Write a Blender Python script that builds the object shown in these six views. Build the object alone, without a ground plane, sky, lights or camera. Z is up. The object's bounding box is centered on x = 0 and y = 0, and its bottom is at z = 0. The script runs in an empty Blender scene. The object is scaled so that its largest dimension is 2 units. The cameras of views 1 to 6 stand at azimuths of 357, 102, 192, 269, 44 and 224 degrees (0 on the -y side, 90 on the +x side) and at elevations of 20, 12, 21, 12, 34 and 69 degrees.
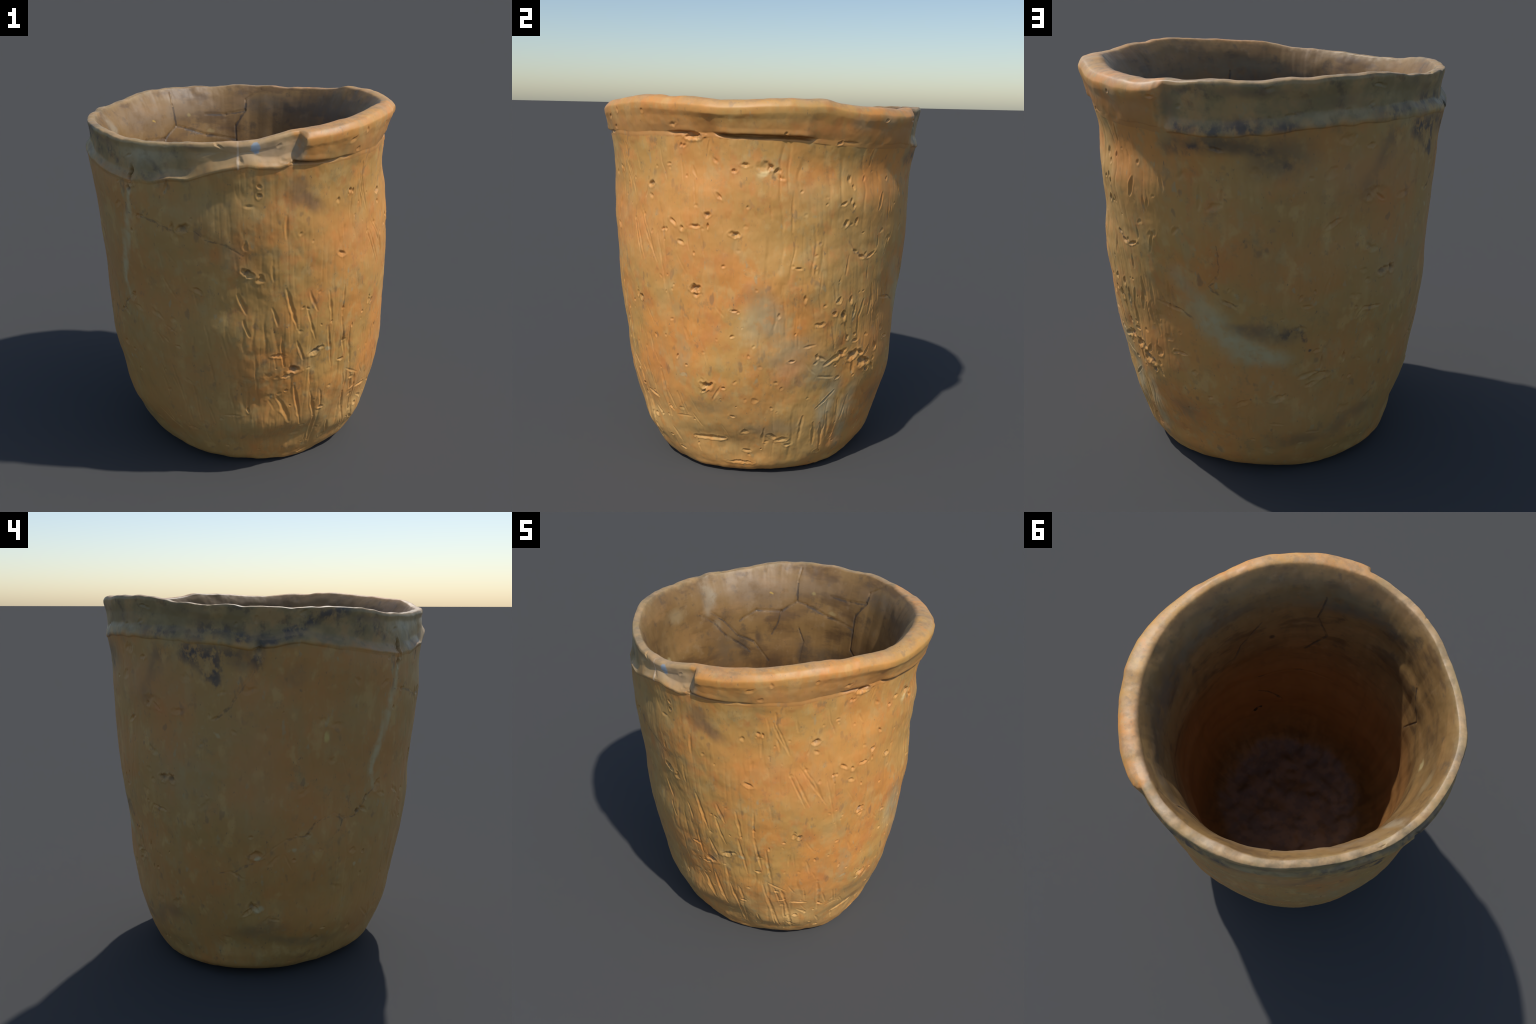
"""Ancient hand-built clay pot: rounded base, slightly flaring wall covered with
vertical tool strokes and pits, and a thick rolled lip of which half has broken
away, leaving a ledge and a thin recessed neck.

Angles are in degrees round the pot: 0 = front (-y), 90 = right (+x)."""
import bpy
import math
import numpy as np

rng = np.random.RandomState(11)
NCOL = 1200                       # columns round the pot
TAU = 2 * math.pi
PHI = np.arange(NCOL) / NCOL * TAU

# ------------------------------------------------------------------ profiles
# Outer wall: radius at a few heights; per height the mean radius and the
# cosine / sine parts of the first six harmonics round the pot.
WALL_Z = np.array([0.0, 0.02, 0.06, 0.12, 0.2, 0.32, 0.5, 0.7, 0.9, 1.1, 1.3, 1.5, 1.65, 1.8])
WALL_R = np.array([
    (0.535, -0.004, 0.067, 0.001, 0.016, 0.004, 0.006, -0.004, 0.004, 0.000, 0.003, -0.003, 0.001),
    (0.597, -0.012, 0.049, -0.010, 0.015, 0.008, -0.002, -0.002, -0.002, 0.005, -0.001, -0.000, 0.002),
    (0.634, -0.013, 0.035, -0.013, 0.011, 0.006, -0.003, -0.001, -0.007, -0.001, -0.006, 0.005, -0.002),
    (0.661, -0.013, 0.034, -0.010, 0.007, 0.001, -0.001, -0.005, -0.008, 0.000, -0.008, 0.006, -0.003),
    (0.689, -0.008, 0.036, -0.009, 0.010, -0.004, -0.002, -0.009, -0.005, 0.001, -0.007, 0.007, -0.006),
    (0.732, 0.000, 0.035, -0.008, 0.003, -0.003, 0.002, 0.001, 0.000, 0.004, 0.001, 0.002, 0.000),
    (0.769, 0.003, 0.038, -0.011, -0.000, -0.008, 0.002, 0.001, -0.007, -0.001, 0.005, -0.001, -0.003),
    (0.796, 0.009, 0.031, -0.012, -0.006, -0.004, 0.001, -0.002, -0.005, 0.002, 0.004, -0.001, -0.003),
    (0.813, 0.010, 0.024, -0.006, -0.001, -0.000, 0.001, -0.004, -0.003, -0.002, -0.000, -0.001, 0.001),
    (0.822, 0.010, 0.024, 0.000, 0.001, -0.002, 0.004, -0.003, -0.003, -0.004, -0.001, 0.003, 0.002),
    (0.829, 0.015, 0.013, 0.007, -0.005, -0.004, 0.005, 0.001, -0.005, -0.003, 0.001, 0.003, 0.004),
    (0.835, 0.013, 0.001, 0.012, -0.010, 0.002, 0.003, 0.001, -0.001, 0.001, 0.000, -0.000, 0.004),
    (0.836, 0.014, -0.011, 0.014, -0.007, -0.003, 0.007, -0.001, 0.003, -0.002, 0.002, 0.002, -0.000),
    (0.853, 0.004, -0.004, 0.021, -0.006, 0.001, 0.015, 0.004, 0.003, -0.002, -0.004, -0.003, -0.005)])

# Local swellings and hollows of the wall: (angle, height, half angle, half height, amount)
SWELLS = [(19, .10, 14, .09, .022), (79, .10, 13, .09, .018), (353, .85, 11, .18, .010), (106, 1.58, 11, .12, .006),
          (106, 1.12, 10, .15, .008), (27, 1.35, 11, .14, .011), (97, 1.62, 11, .10, .010), (150, .36, 20, .12, -.013),
          (216, 1.17, 13, .14, .015), (138, .72, 10, .22, -.011), (221, .80, 18, .12, -.014), (15, .92, 12, .25, .008),
          (335, .28, 15, .15, .018), (272, .16, 16, .09, .011), (158, .86, 10, .25, -.012), (5, .26, 12, .12, .010)]

# Crest of the rim, every 15 degrees from the front.
CREST_R = [.842, .841, .832, .819, .803, .800, .804, .802, .808, .817, .826, .842,
           .847, .837, .830, .810, .802, .812, .817, .820, .824, .815, .810, .829]
CREST_Z = [1.904, 1.945, 1.963, 1.980, 1.993, 1.988, 1.975, 1.984, 1.990, 1.961, 1.950, 1.955,
           1.961, 1.956, 1.964, 1.958, 1.928, 1.919, 1.909, 1.909, 1.904, 1.882, 1.884, 1.895]
# The ledge / underside of the lip: (angle, height)
LEDGE = [(0, 1.803), (10, 1.790), (14, 1.808), (24, 1.797), (34, 1.803), (50, 1.808), (63, 1.817), (88, 1.816),
         (101, 1.808), (114, 1.806), (128, 1.786), (145, 1.775), (158, 1.770), (166, 1.768),
         (181, 1.764), (190, 1.768), (203, 1.783), (217, 1.785), (232, 1.777), (246, 1.764),
         (256, 1.758), (264, 1.740), (272, 1.750), (280, 1.770), (287, 1.752), (297, 1.729),
         (309, 1.708), (318, 1.690), (327, 1.702), (335, 1.730), (341, 1.732), (348, 1.768), (355, 1.797)]
# Outermost radius of the surviving lip: (angle, radius)
LIP_R = [(0, .91), (14, .908), (22, .915), (31, .912), (40, .896), (50, .884), (62, .868), (70, .858),
         (77, .853), (88, .868), (100, .878), (110, .884), (117, .884), (122, .886), (130, .888), (139, .890),
         (150, .897), (160, .900), (166, .890), (180, .88), (345, .91)]
LIP_FROM, LIP_TO = 14.5, 163.5
# How far the underside of the lip has come loose from the wall: (angle, 0..1)
LOOSE = [(10, .9), (16, .9), (24, .6), (31, .05), (33, .25), (36, 0), (66, 0), (70, .4), (76, .5), (79, 0), (85, 0), (88, 1), (116, 1), (119, 0),
         (128, 0), (131, .12), (135, 0), (345, .3)]
# Inner shoulder, about 0.1 below the crest: (angle, radius)
SHOULDER = [(0, .752), (30, .720), (60, .692), (90, .690), (125, .704), (150, .732), (170, .757), (185, .760), (200, .750),
            (215, .727), (230, .715), (245, .722), (262, .735), (285, .745), (320, .745)]
# How crisp the broken ledge is: (angle, 0..1)
CRISP = [(0, .9), (10, .9), (166, .5), (180, .3), (215, .2), (240, .35), (258, .5), (268, 1), (290, .7), (310, .8), (325, 1), (350, 1)]
FLOOR_Z = 0.195
# Extra thickness of the upper wall: (angle, metres)
THICK = [(0, -.010), (20, -.018), (40, -.008), (60, .018), (90, .030), (115, .030), (140, .014), (165, 0), (190, 0), (215, .012), (235, .034),
         (262, .030), (290, .020), (310, .018), (335, .005)]


def wrap_table(tab, deg):
    t = sorted(tab)
    a = np.array([t[-1][0] - 360] + [q[0] for q in t] + [t[0][0] + 360], float)
    b = np.array([t[-1][1]] + [q[1] for q in t] + [t[0][1]], float)
    return np.interp(np.asarray(deg) % 360, a, b)


def smooth_ring(x, cols):
    """Blur a periodic row over +-cols columns."""
    k = np.hanning(2 * cols + 3)[1:-1]
    k /= k.sum()
    n = len(x)
    return np.convolve(np.concatenate([x[-cols:], x, x[:cols]]), k, 'valid')[:n]


def cubic(xk, yk, x):
    """Catmull-Rom style interpolation of rows yk at knots xk (monotone enough)."""
    xk = np.asarray(xk, float); yk = np.asarray(yk, float)
    m = np.zeros_like(yk)
    d = (yk[1:] - yk[:-1]) / (xk[1:] - xk[:-1])[:, None]
    m[1:-1] = .5 * (d[1:] + d[:-1]); m[0] = d[0]; m[-1] = d[-1]
    x = np.clip(x, xk[0], xk[-1])
    i = np.clip(np.searchsorted(xk, x) - 1, 0, len(xk) - 2)
    h = (xk[i + 1] - xk[i])[..., None]
    t = ((x - xk[i])[..., None]) / h
    return ((2*t**3 - 3*t**2 + 1) * yk[i] + (t**3 - 2*t**2 + t) * h * m[i]
            + (-2*t**3 + 3*t**2) * yk[i + 1] + (t**3 - t**2) * h * m[i + 1])


def harmonics(p):
    c = [np.ones_like(p)]
    for k in range(1, 7):
        c += [np.cos(k * p), np.sin(k * p)]
    return np.stack(c, -1)


def wall_radius(p, z):
    """Outer wall radius at angle p (radians) and height z."""
    co = cubic(np.sqrt(WALL_Z), WALL_R, np.sqrt(np.maximum(z, 0)))
    r = (co * harmonics(np.asarray(p, float))).sum(-1)
    for a, h, wa, wh, amount in SWELLS:
        d = (np.degrees(p) - a + 180) % 360 - 180
        r = r + amount * np.exp(-(d / wa) ** 2 - ((z - h) / wh) ** 2)
    return r


def lattice_noise(u, v, nu, nv, seed):
    """Smooth noise in -1..1; u periodic with nu cells over 0..1, v has unit cells."""
    r = np.random.RandomState(seed)
    L = r.rand(int(nv) + 3, nu) * 2 - 1
    uu = (u % 1.0) * nu
    vv = np.clip(v, 0, nv)
    i = np.floor(uu).astype(int); j = np.floor(vv).astype(int)
    fu = uu - i; fv = vv - j
    fu = fu * fu * fu * (fu * (fu * 6 - 15) + 10)
    fv = fv * fv * fv * (fv * (fv * 6 - 15) + 10)
    i0 = i % nu; i1 = (i + 1) % nu
    return ((L[j, i0] * (1 - fu) + L[j, i1] * fu) * (1 - fv)
            + (L[j + 1, i0] * (1 - fu) + L[j + 1, i1] * fu) * fv)


def clay_noise(p, v, cells, seed, octaves=3):
    """Isotropic lumps: cells = number of lumps round the pot, v in metres along the profile."""
    out = 0; amp = 1.0
    for o in range(octaves):
        n = int(cells * 2 ** o)
        s = n / 5.3
        out = out + amp * lattice_noise(p / TAU, v * s + 1, n, 2.6 * s + 4, seed + o)
        amp *= .5
    return out


def sstep(a, b, x):
    t = np.clip((x - a) / (b - a), 0, 1)
    return t * t * (3 - 2 * t)


# Strokes left by the tool: (angle, height, angle, height, width mm, depth mm)
# Pits: (angle, height, half width mm, half height mm, tilt, depth mm)
STROKES = {
    'front': [
        (8.0, 1.284, 8.5, 1.207, 8, 3), (8.2, 1.059, 10.2, 0.956, 9, 5), (11.4, 0.500, 16.6, 0.339, 18, 8),
        (11.7, 0.894, 13.3, 0.703, 9, 5), (12.6, 1.541, 12.5, 1.424, 9, 5), (13.0, 1.159, 17.3, 0.928, 11, 7),
        (17.6, 0.852, 20.7, 0.733, 9, 5), (17.9, 0.570, 22.4, 0.298, 10, 6), (20.7, 1.045, 25.2, 0.839, 8, 5),
        (21.9, 1.128, 25.1, 1.012, 9, 5), (337.5, 0.575, 339.1, 0.334, 8, 4), (339.7, 0.885, 339.1, 0.783, 8, 3),
        (340.4, 1.153, 341.8, 1.062, 9, 3), (342.7, 0.473, 345.6, 0.330, 8, 4), (344.3, 0.958, 345.7, 0.832, 8, 3),
        (344.6, 0.792, 347.0, 0.567, 8, 4), (350.2, 0.905, 352.2, 0.768, 8, 3), (352.0, 0.597, 354.1, 0.424, 8, 4),
        (356.3, 1.137, 359.1, 1.030, 12, 6), (358.1, 0.994, 0.1, 0.906, 10, 6), (359.5, 0.546, 359.7, 0.424, 9, 5),
    ],
    'front_right': [
        (23.8, 0.660, 24.7, 0.560, 8, 4), (25.3, 0.508, 28.4, 0.336, 10, 7), (28.7, 0.334, 30.0, 0.125, 11, 7),
        (29.3, 0.511, 31.1, 0.388, 8, 5), (29.5, 1.106, 31.7, 0.916, 9, 6), (30.1, 0.907, 33.6, 0.640, 8, 5),
        (36.5, 0.927, 39.5, 0.694, 9, 6), (36.5, 1.118, 36.4, 0.943, 6, 7), (37.3, 0.250, 39.8, 0.148, 8, 6),
        (38.8, 1.599, 38.7, 1.474, 8, 4), (40.0, 0.563, 46.2, 0.150, 8, 6), (40.5, 1.715, 42.0, 1.584, 8, 3),
        (41.2, 0.852, 43.2, 0.627, 9, 7), (41.6, 0.582, 42.8, 0.430, 10, 5), (41.6, 0.590, 49.7, 0.522, 7, 4),
        (42.7, 1.686, 46.9, 1.540, 9, 4), (42.8, 0.430, 48.1, 0.154, 10, 7), (43.1, 1.697, 48.9, 1.485, 8, 4),
        (43.6, 1.747, 44.4, 1.588, 8, 4), (44.0, 1.590, 45.3, 1.513, 8, 4), (44.7, 0.546, 47.4, 0.398, 7, 5),
        (47.5, 0.527, 49.4, 0.439, 10, 6), (48.9, 1.371, 55.2, 1.158, 7, 4), (49.0, 0.378, 49.9, 0.251, 8, 6),
        (49.1, 0.452, 53.8, 0.155, 11, 8), (50.3, 0.570, 53.6, 0.495, 7, 3), (50.4, 0.820, 50.2, 0.731, 7, 4),
        (50.9, 0.217, 55.6, 0.167, 8, 4), (51.0, 1.711, 51.8, 1.620, 7, 3), (51.1, 1.362, 56.8, 1.165, 8, 4),
        (51.7, 0.410, 57.9, 0.404, 9, 7), (53.0, 1.403, 63.1, 1.163, 7, 4), (53.2, 0.414, 59.1, 0.398, 9, 6),
        (54.3, 1.411, 57.8, 1.327, 8, 4), (55.5, 0.328, 60.0, 0.294, 8, 5), (56.8, 1.582, 55.5, 1.484, 8, 5),
        (57.0, 0.532, 58.3, 0.425, 8, 4), (57.1, 0.758, 58.8, 0.664, 8, 4), (57.8, 1.327, 61.7, 1.192, 8, 4),
        (62.6, 0.591, 64.9, 0.308, 10, 6), (62.6, 1.737, 64.1, 1.622, 7, 3), (63.2, 1.312, 67.1, 1.030, 7, 4),
        (63.3, 1.670, 66.0, 1.578, 7, 3), (64.3, 0.377, 67.1, 0.349, 8, 5), (64.6, 0.235, 67.7, 0.155, 8, 4),
        (64.7, 1.411, 67.4, 1.122, 7, 3), (65.5, 1.373, 64.6, 1.230, 7, 3), (65.6, 0.470, 68.2, 0.369, 7, 4),
    ],
    'right': [
        (70.3, 0.470, 72.2, 0.345, 9, 5), (71.6, 1.708, 73.1, 1.578, 7, 4), (72.1, 0.463, 73.9, 0.342, 7, 3),
        (74.1, 0.206, 87.9, 0.218, 13, 9), (75.0, 0.192, 76.6, 0.116, 7, 3), (75.1, 0.335, 68.5, 0.328, 8, 3),
        (75.4, 0.363, 79.0, 0.286, 6, 3), (75.5, 1.342, 76.6, 1.242, 6, 3), (76.5, 1.656, 78.5, 1.601, 7, 3),
        (77.3, 1.582, 78.6, 1.446, 6, 4), (80.2, 1.367, 82.3, 1.198, 6, 3), (82.9, 1.782, 81.9, 1.696, 6, 3),
        (88.4, 0.549, 85.1, 0.466, 8, 4), (104.2, 0.304, 103.6, 0.209, 8, 5), (104.5, 1.515, 105.1, 1.412, 7, 3),
        (112.3, 1.550, 112.2, 1.351, 6, 3),
    ],
    'back_right': [
        (115.3, 0.835, 115.6, 0.759, 7, 3), (117.5, 0.758, 122.2, 0.766, 7, 4), (119.4, 0.361, 118.8, 0.224, 10, 7),
        (122.1, 1.036, 123.4, 0.942, 7, 4), (123.8, 0.701, 126.8, 0.674, 8, 6), (124.2, 0.586, 130.9, 0.568, 8, 4),
        (124.3, 0.312, 125.3, 0.178, 11, 7), (126.4, 0.646, 135.6, 0.712, 14, 10), (127.6, 1.083, 129.0, 1.001, 8, 5),
        (127.7, 0.303, 129.5, 0.167, 11, 7), (127.8, 0.888, 130.0, 0.739, 7, 5), (130.7, 0.359, 131.9, 0.211, 12, 6),
        (132.6, 1.621, 133.1, 1.583, 10, 6), (132.8, 0.485, 124.8, 0.397, 9, 7), (133.8, 0.877, 135.7, 0.776, 8, 5),
        (133.9, 1.225, 132.6, 1.121, 7, 4), (135.3, 0.424, 135.5, 0.320, 7, 3), (139.4, 1.617, 138.8, 1.593, 8, 5),
        (139.7, 0.643, 140.3, 0.568, 12, 7), (140.2, 0.883, 140.9, 0.790, 9, 6), (140.3, 0.438, 138.0, 0.292, 8, 3),
        (142.0, 1.743, 141.5, 1.667, 7, 3), (142.1, 0.344, 143.4, 0.210, 7, 3), (142.3, 0.976, 140.2, 0.883, 9, 6),
        (143.1, 1.151, 143.3, 1.084, 7, 4), (145.7, 1.637, 147.3, 1.586, 7, 3), (146.3, 0.986, 145.6, 0.890, 9, 6),
        (146.3, 1.049, 147.5, 0.941, 9, 6), (146.9, 0.466, 150.0, 0.405, 9, 4), (147.5, 0.706, 145.1, 0.655, 10, 5),
        (147.5, 1.304, 147.7, 1.243, 8, 5), (148.5, 1.527, 146.5, 1.444, 10, 7), (149.3, 0.922, 150.0, 0.834, 8, 5),
        (149.7, 0.370, 152.5, 0.270, 12, 5), (150.4, 1.048, 151.1, 0.934, 9, 5), (151.9, 0.904, 152.8, 0.836, 9, 5),
        (152.4, 1.457, 153.1, 1.389, 7, 4), (152.6, 0.962, 161.2, 0.935, 8, 5), (153.2, 1.038, 157.1, 0.905, 8, 5),
        (153.8, 0.378, 156.1, 0.290, 8, 3), (154.6, 1.292, 152.6, 1.199, 9, 6), (154.6, 1.455, 153.7, 1.408, 8, 4),
        (157.1, 1.554, 154.0, 1.682, 7, 2),
    ],
    'back': [
        (158.0, 0.959, 158.4, 0.902, 8, 5), (158.3, 1.069, 158.0, 0.959, 9, 5), (159.4, 1.575, 160.7, 1.499, 8, 5),
        (159.6, 0.945, 162.8, 0.935, 7, 4), (165.0, 1.340, 162.6, 1.310, 9, 5), (172.6, 1.534, 171.8, 1.431, 9, 4),
        (179.2, 1.521, 179.1, 1.456, 8, 5), (183.1, 0.401, 183.1, 0.318, 8, 3), (190.8, 0.354, 195.6, 0.344, 8, 3),
        (201.2, 0.605, 207.0, 0.630, 12, 6),
    ],
    'back_left': [
        (204.8, 0.281, 209.6, 0.275, 9, 3), (207.0, 0.630, 210.9, 0.613, 10, 6), (214.0, 0.125, 216.8, 0.142, 8, 4),
        (221.2, 0.876, 224.1, 0.928, 8, 4),
    ],
    'left': [
        (271.3, 0.371, 275.4, 0.362, 8, 3),
    ],
    'front_left': [
        (307.5, 0.777, 307.1, 0.701, 6, 3), (315.5, 0.340, 327.2, 0.228, 7, 3), (321.2, 0.370, 324.8, 0.255, 7, 3),
        (323.1, 0.610, 325.0, 0.480, 7, 3), (324.2, 0.872, 326.9, 0.820, 8, 3), (325.6, 0.992, 327.8, 0.958, 8, 5),
        (326.8, 0.858, 329.4, 0.828, 7, 3), (328.0, 0.930, 333.2, 0.893, 8, 3), (328.2, 0.626, 331.0, 0.517, 7, 2),
        (329.1, 0.692, 332.9, 0.419, 8, 4), (333.8, 0.441, 335.1, 0.312, 7, 3),
    ],
}

PITS = {
    'front': [
        (3.5, 1.644, 10, 8, 0, 8), (3.5, 1.693, 9, 7, 0, 6), (3.7, 1.226, 14, 18, -20, 8), (10.8, 0.775, 26, 8, -5, 8),
        (14.5, 0.644, 22, 8, 10, 7), (14.9, 0.544, 7, 7, 0, 7), (17.4, 0.682, 26, 18, -20, 14), (338.4, 1.479, 24, 20, 20, 13),
        (342.0, 1.148, 24, 9, -25, 9), (349.6, 0.153, 12, 6, -20, 5), (351.5, 1.886, 22, 6, -30, 5), (352.6, 0.396, 40, 5, 0, 4),
        (359.1, 1.403, 9, 20, 0, 5), (359.4, 1.259, 26, 14, -30, 11), (359.5, 0.433, 7, 12, 0, 7),
    ],
    'front_right': [
        (22.7, 0.208, 22, 8, 0, 7), (24.1, 0.279, 12, 6, 0, 7), (25.7, 0.774, 36, 12, 20, 12), (29.5, 0.046, 26, 7, 15, 5),
        (31.2, 0.383, 16, 8, 0, 9), (32.0, 1.585, 9, 14, 0, 5), (32.1, 0.221, 12, 8, 0, 7), (34.4, 1.299, 22, 9, -20, 7),
        (37.7, 0.139, 14, 12, 30, 8), (37.8, 1.617, 9, 9, 0, 7), (38.1, 0.668, 14, 7, 0, 7), (38.4, 0.787, 14, 8, 0, 5),
        (39.3, 1.612, 7, 10, 0, 7), (42.2, 0.862, 6, 10, 0, 5), (45.9, 0.514, 14, 8, 0, 7), (47.9, 0.912, 8, 5, 0, 5),
        (48.5, 0.432, 18, 6, 30, 7), (51.7, 0.964, 10, 12, 0, 8), (54.0, 0.951, 12, 13, -40, 10), (54.8, 0.276, 14, 9, -20, 8),
        (58.3, 1.555, 18, 12, 10, 10), (58.6, 1.490, 12, 10, 0, 5), (59.2, 0.294, 9, 5, 0, 6), (60.6, 0.763, 6, 9, 0, 5),
        (62.8, 0.178, 9, 5, 0, 7), (65.4, 0.363, 12, 5, 0, 7), (65.7, 1.338, 11, 7, 30, 7), (66.8, 1.661, 11, 6, 10, 5),
        (67.0, 0.107, 13, 6, -25, 8), (67.0, 1.337, 7, 6, 0, 6),
    ],
    'right': [
        (69.8, 1.376, 20, 7, -30, 9), (71.6, 0.679, 7, 10, 0, 6), (71.8, 1.753, 9, 7, 30, 5), (73.2, 1.282, 16, 7, -25, 8),
        (73.4, 1.753, 12, 6, 20, 5), (73.9, 1.353, 12, 10, -20, 9), (75.4, 0.640, 8, 5, 0, 5), (76.9, 1.804, 34, 13, 5, 20),
        (78.3, 1.231, 7, 7, 0, 5), (78.6, 1.368, 22, 6, 0, 8), (78.8, 1.052, 20, 13, 0, 15), (79.4, 1.017, 12, 8, 0, 7),
        (82.3, 0.517, 18, 6, 40, 10), (83.1, 1.429, 16, 9, 0, 10), (83.2, 1.370, 5, 12, 0, 8), (83.3, 0.551, 24, 16, 0, 17),
        (86.6, 0.220, 18, 9, 0, 8), (87.0, 1.519, 17, 6, -50, 8), (89.1, 1.174, 9, 6, 0, 5), (89.2, 0.542, 9, 6, 0, 6),
        (91.9, 1.644, 14, 7, 0, 8), (92.1, 0.377, 12, 5, -10, 7), (92.5, 0.822, 9, 6, 0, 5), (92.6, 1.334, 22, 9, -10, 11),
        (92.9, 0.953, 17, 4, 0, 8), (93.7, 0.071, 50, 8, 0, 6), (94.3, 0.944, 6, 6, 0, 5), (95.9, 1.674, 20, 8, 0, 8),
        (96.3, 0.280, 16, 9, 0, 5), (97.1, 0.146, 20, 8, 0, 6), (102.8, 1.670, 30, 18, 0, 6), (104.7, 1.664, 12, 12, 0, 9),
        (106.9, 1.643, 16, 12, 30, 8), (107.4, 0.252, 20, 9, -30, 7), (107.6, 1.619, 20, 9, -25, 7), (108.4, 0.931, 6, 11, 0, 5),
        (111.2, 0.233, 28, 9, 10, 8),
    ],
    'back_right': [
        (113.3, 0.692, 12, 7, 0, 8), (114.1, 0.196, 16, 8, 0, 6), (114.6, 1.171, 18, 4, 0, 7), (117.1, 1.020, 6, 15, 0, 5),
        (120.9, 1.159, 8, 20, 0, 5), (123.0, 0.702, 10, 9, 40, 7), (123.1, 0.878, 20, 8, 0, 6), (127.5, 1.782, 12, 6, 20, 7),
        (128.4, 0.122, 14, 9, 0, 8), (128.9, 0.927, 11, 9, 35, 9), (130.1, 0.012, 20, 10, 0, 5), (130.4, 0.996, 13, 9, 30, 9),
        (130.5, 1.487, 16, 7, 20, 8), (131.4, 0.636, 8, 6, 0, 6), (131.9, 1.385, 16, 12, 45, 9), (132.7, 0.910, 12, 20, 10, 13),
        (133.2, 0.559, 12, 6, 15, 6), (133.3, 1.610, 5, 12, 0, 6), (133.5, 1.501, 6, 10, 0, 6), (133.9, 0.696, 20, 10, -25, 10),
        (134.0, 0.205, 14, 12, 30, 6), (134.3, 1.564, 8, 9, 0, 6), (134.6, 1.475, 6, 12, 0, 6), (135.6, 0.783, 8, 10, 0, 7),
        (135.6, 0.990, 8, 14, 0, 9), (136.2, 1.398, 7, 14, 0, 8), (136.6, 1.241, 14, 6, -20, 6), (137.8, 0.932, 8, 26, -10, 8),
        (139.3, 0.681, 28, 18, 25, 13), (139.4, 0.795, 7, 7, 0, 6), (139.6, 1.210, 14, 8, -20, 8), (139.8, 0.758, 16, 6, 0, 7),
        (143.1, 0.687, 16, 12, -40, 12), (144.0, 0.630, 24, 18, 25, 12), (144.3, 1.212, 26, 6, 20, 9), (146.9, 0.622, 22, 13, -35, 12),
        (147.5, 0.571, 14, 10, 0, 10), (151.0, 0.579, 24, 6, -50, 8), (151.4, 0.696, 14, 18, 0, 6),
    ],
    'back': [
        (158.6, 0.717, 12, 7, 30, 6), (161.2, 0.721, 24, 6, -8, 7), (170.2, 0.508, 10, 9, 0, 6), (176.4, 1.446, 30, 14, 0, 5),
        (178.2, 1.689, 28, 6, -12, 7), (179.0, 1.009, 30, 8, -25, 8), (194.3, 0.504, 34, 12, 10, 6), (201.7, 1.030, 7, 14, -20, 5),
    ],
    'back_left': [
        (203.4, 0.983, 20, 6, 0, 5), (205.9, 0.568, 26, 9, 15, 5), (206.2, 1.052, 4, 8, 0, 5), (207.5, 0.743, 14, 8, 0, 5),
        (208.9, 0.603, 40, 14, 12, 7), (209.5, 0.683, 5, 26, -8, 6), (211.9, 1.355, 32, 10, 25, 6), (215.3, 1.715, 28, 18, 15, 5),
        (217.6, 0.691, 6, 20, -5, 6), (218.0, 0.567, 5, 14, -10, 5), (218.9, 0.142, 12, 9, 0, 5), (220.9, 0.565, 8, 7, 0, 5),
        (223.3, 1.669, 17, 7, 5, 7), (223.5, 1.443, 12, 14, 20, 7), (225.7, 1.465, 48, 22, 0, 5), (225.9, 0.920, 30, 7, -5, 6),
        (228.4, 1.435, 26, 6, -35, 6), (228.6, 0.914, 28, 8, 0, 6), (230.4, 1.087, 22, 14, 5, 11), (234.4, 1.086, 22, 13, -25, 12),
    ],
    'left': [
        (252.7, 1.403, 20, 6, 15, 5), (262.3, 0.408, 26, 9, 35, 9), (264.1, 0.442, 16, 20, 0, 10), (264.2, 0.820, 9, 6, 0, 5),
        (265.9, 0.428, 16, 7, -40, 8), (266.2, 0.724, 24, 13, 15, 9), (266.9, 1.721, 20, 34, 15, 10), (279.8, 0.702, 8, 7, 0, 5),
        (284.4, 0.824, 14, 9, 0, 6),
    ],
    'front_left': [
        (294.8, 0.289, 14, 5, 0, 6), (303.1, 0.723, 16, 12, 0, 5), (304.1, 0.924, 13, 9, 0, 12), (306.6, 0.932, 9, 9, 0, 7),
        (307.9, 0.990, 7, 10, 0, 6), (308.6, 0.696, 10, 7, 0, 7), (309.3, 0.572, 8, 12, 0, 5), (313.1, 1.039, 14, 22, -20, 9),
        (317.5, 1.430, 9, 7, 0, 6), (317.9, 1.646, 9, 22, 10, 14), (318.9, 1.721, 12, 34, 5, 22), (321.5, 1.514, 8, 8, 0, 7),
        (323.1, 1.514, 9, 6, 0, 6), (333.1, 0.815, 14, 6, -10, 6), (333.4, 1.684, 7, 30, -25, 6), (333.8, 0.270, 24, 9, -10, 4),
        (334.9, 1.479, 9, 30, 0, 8),
    ],
}

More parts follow.
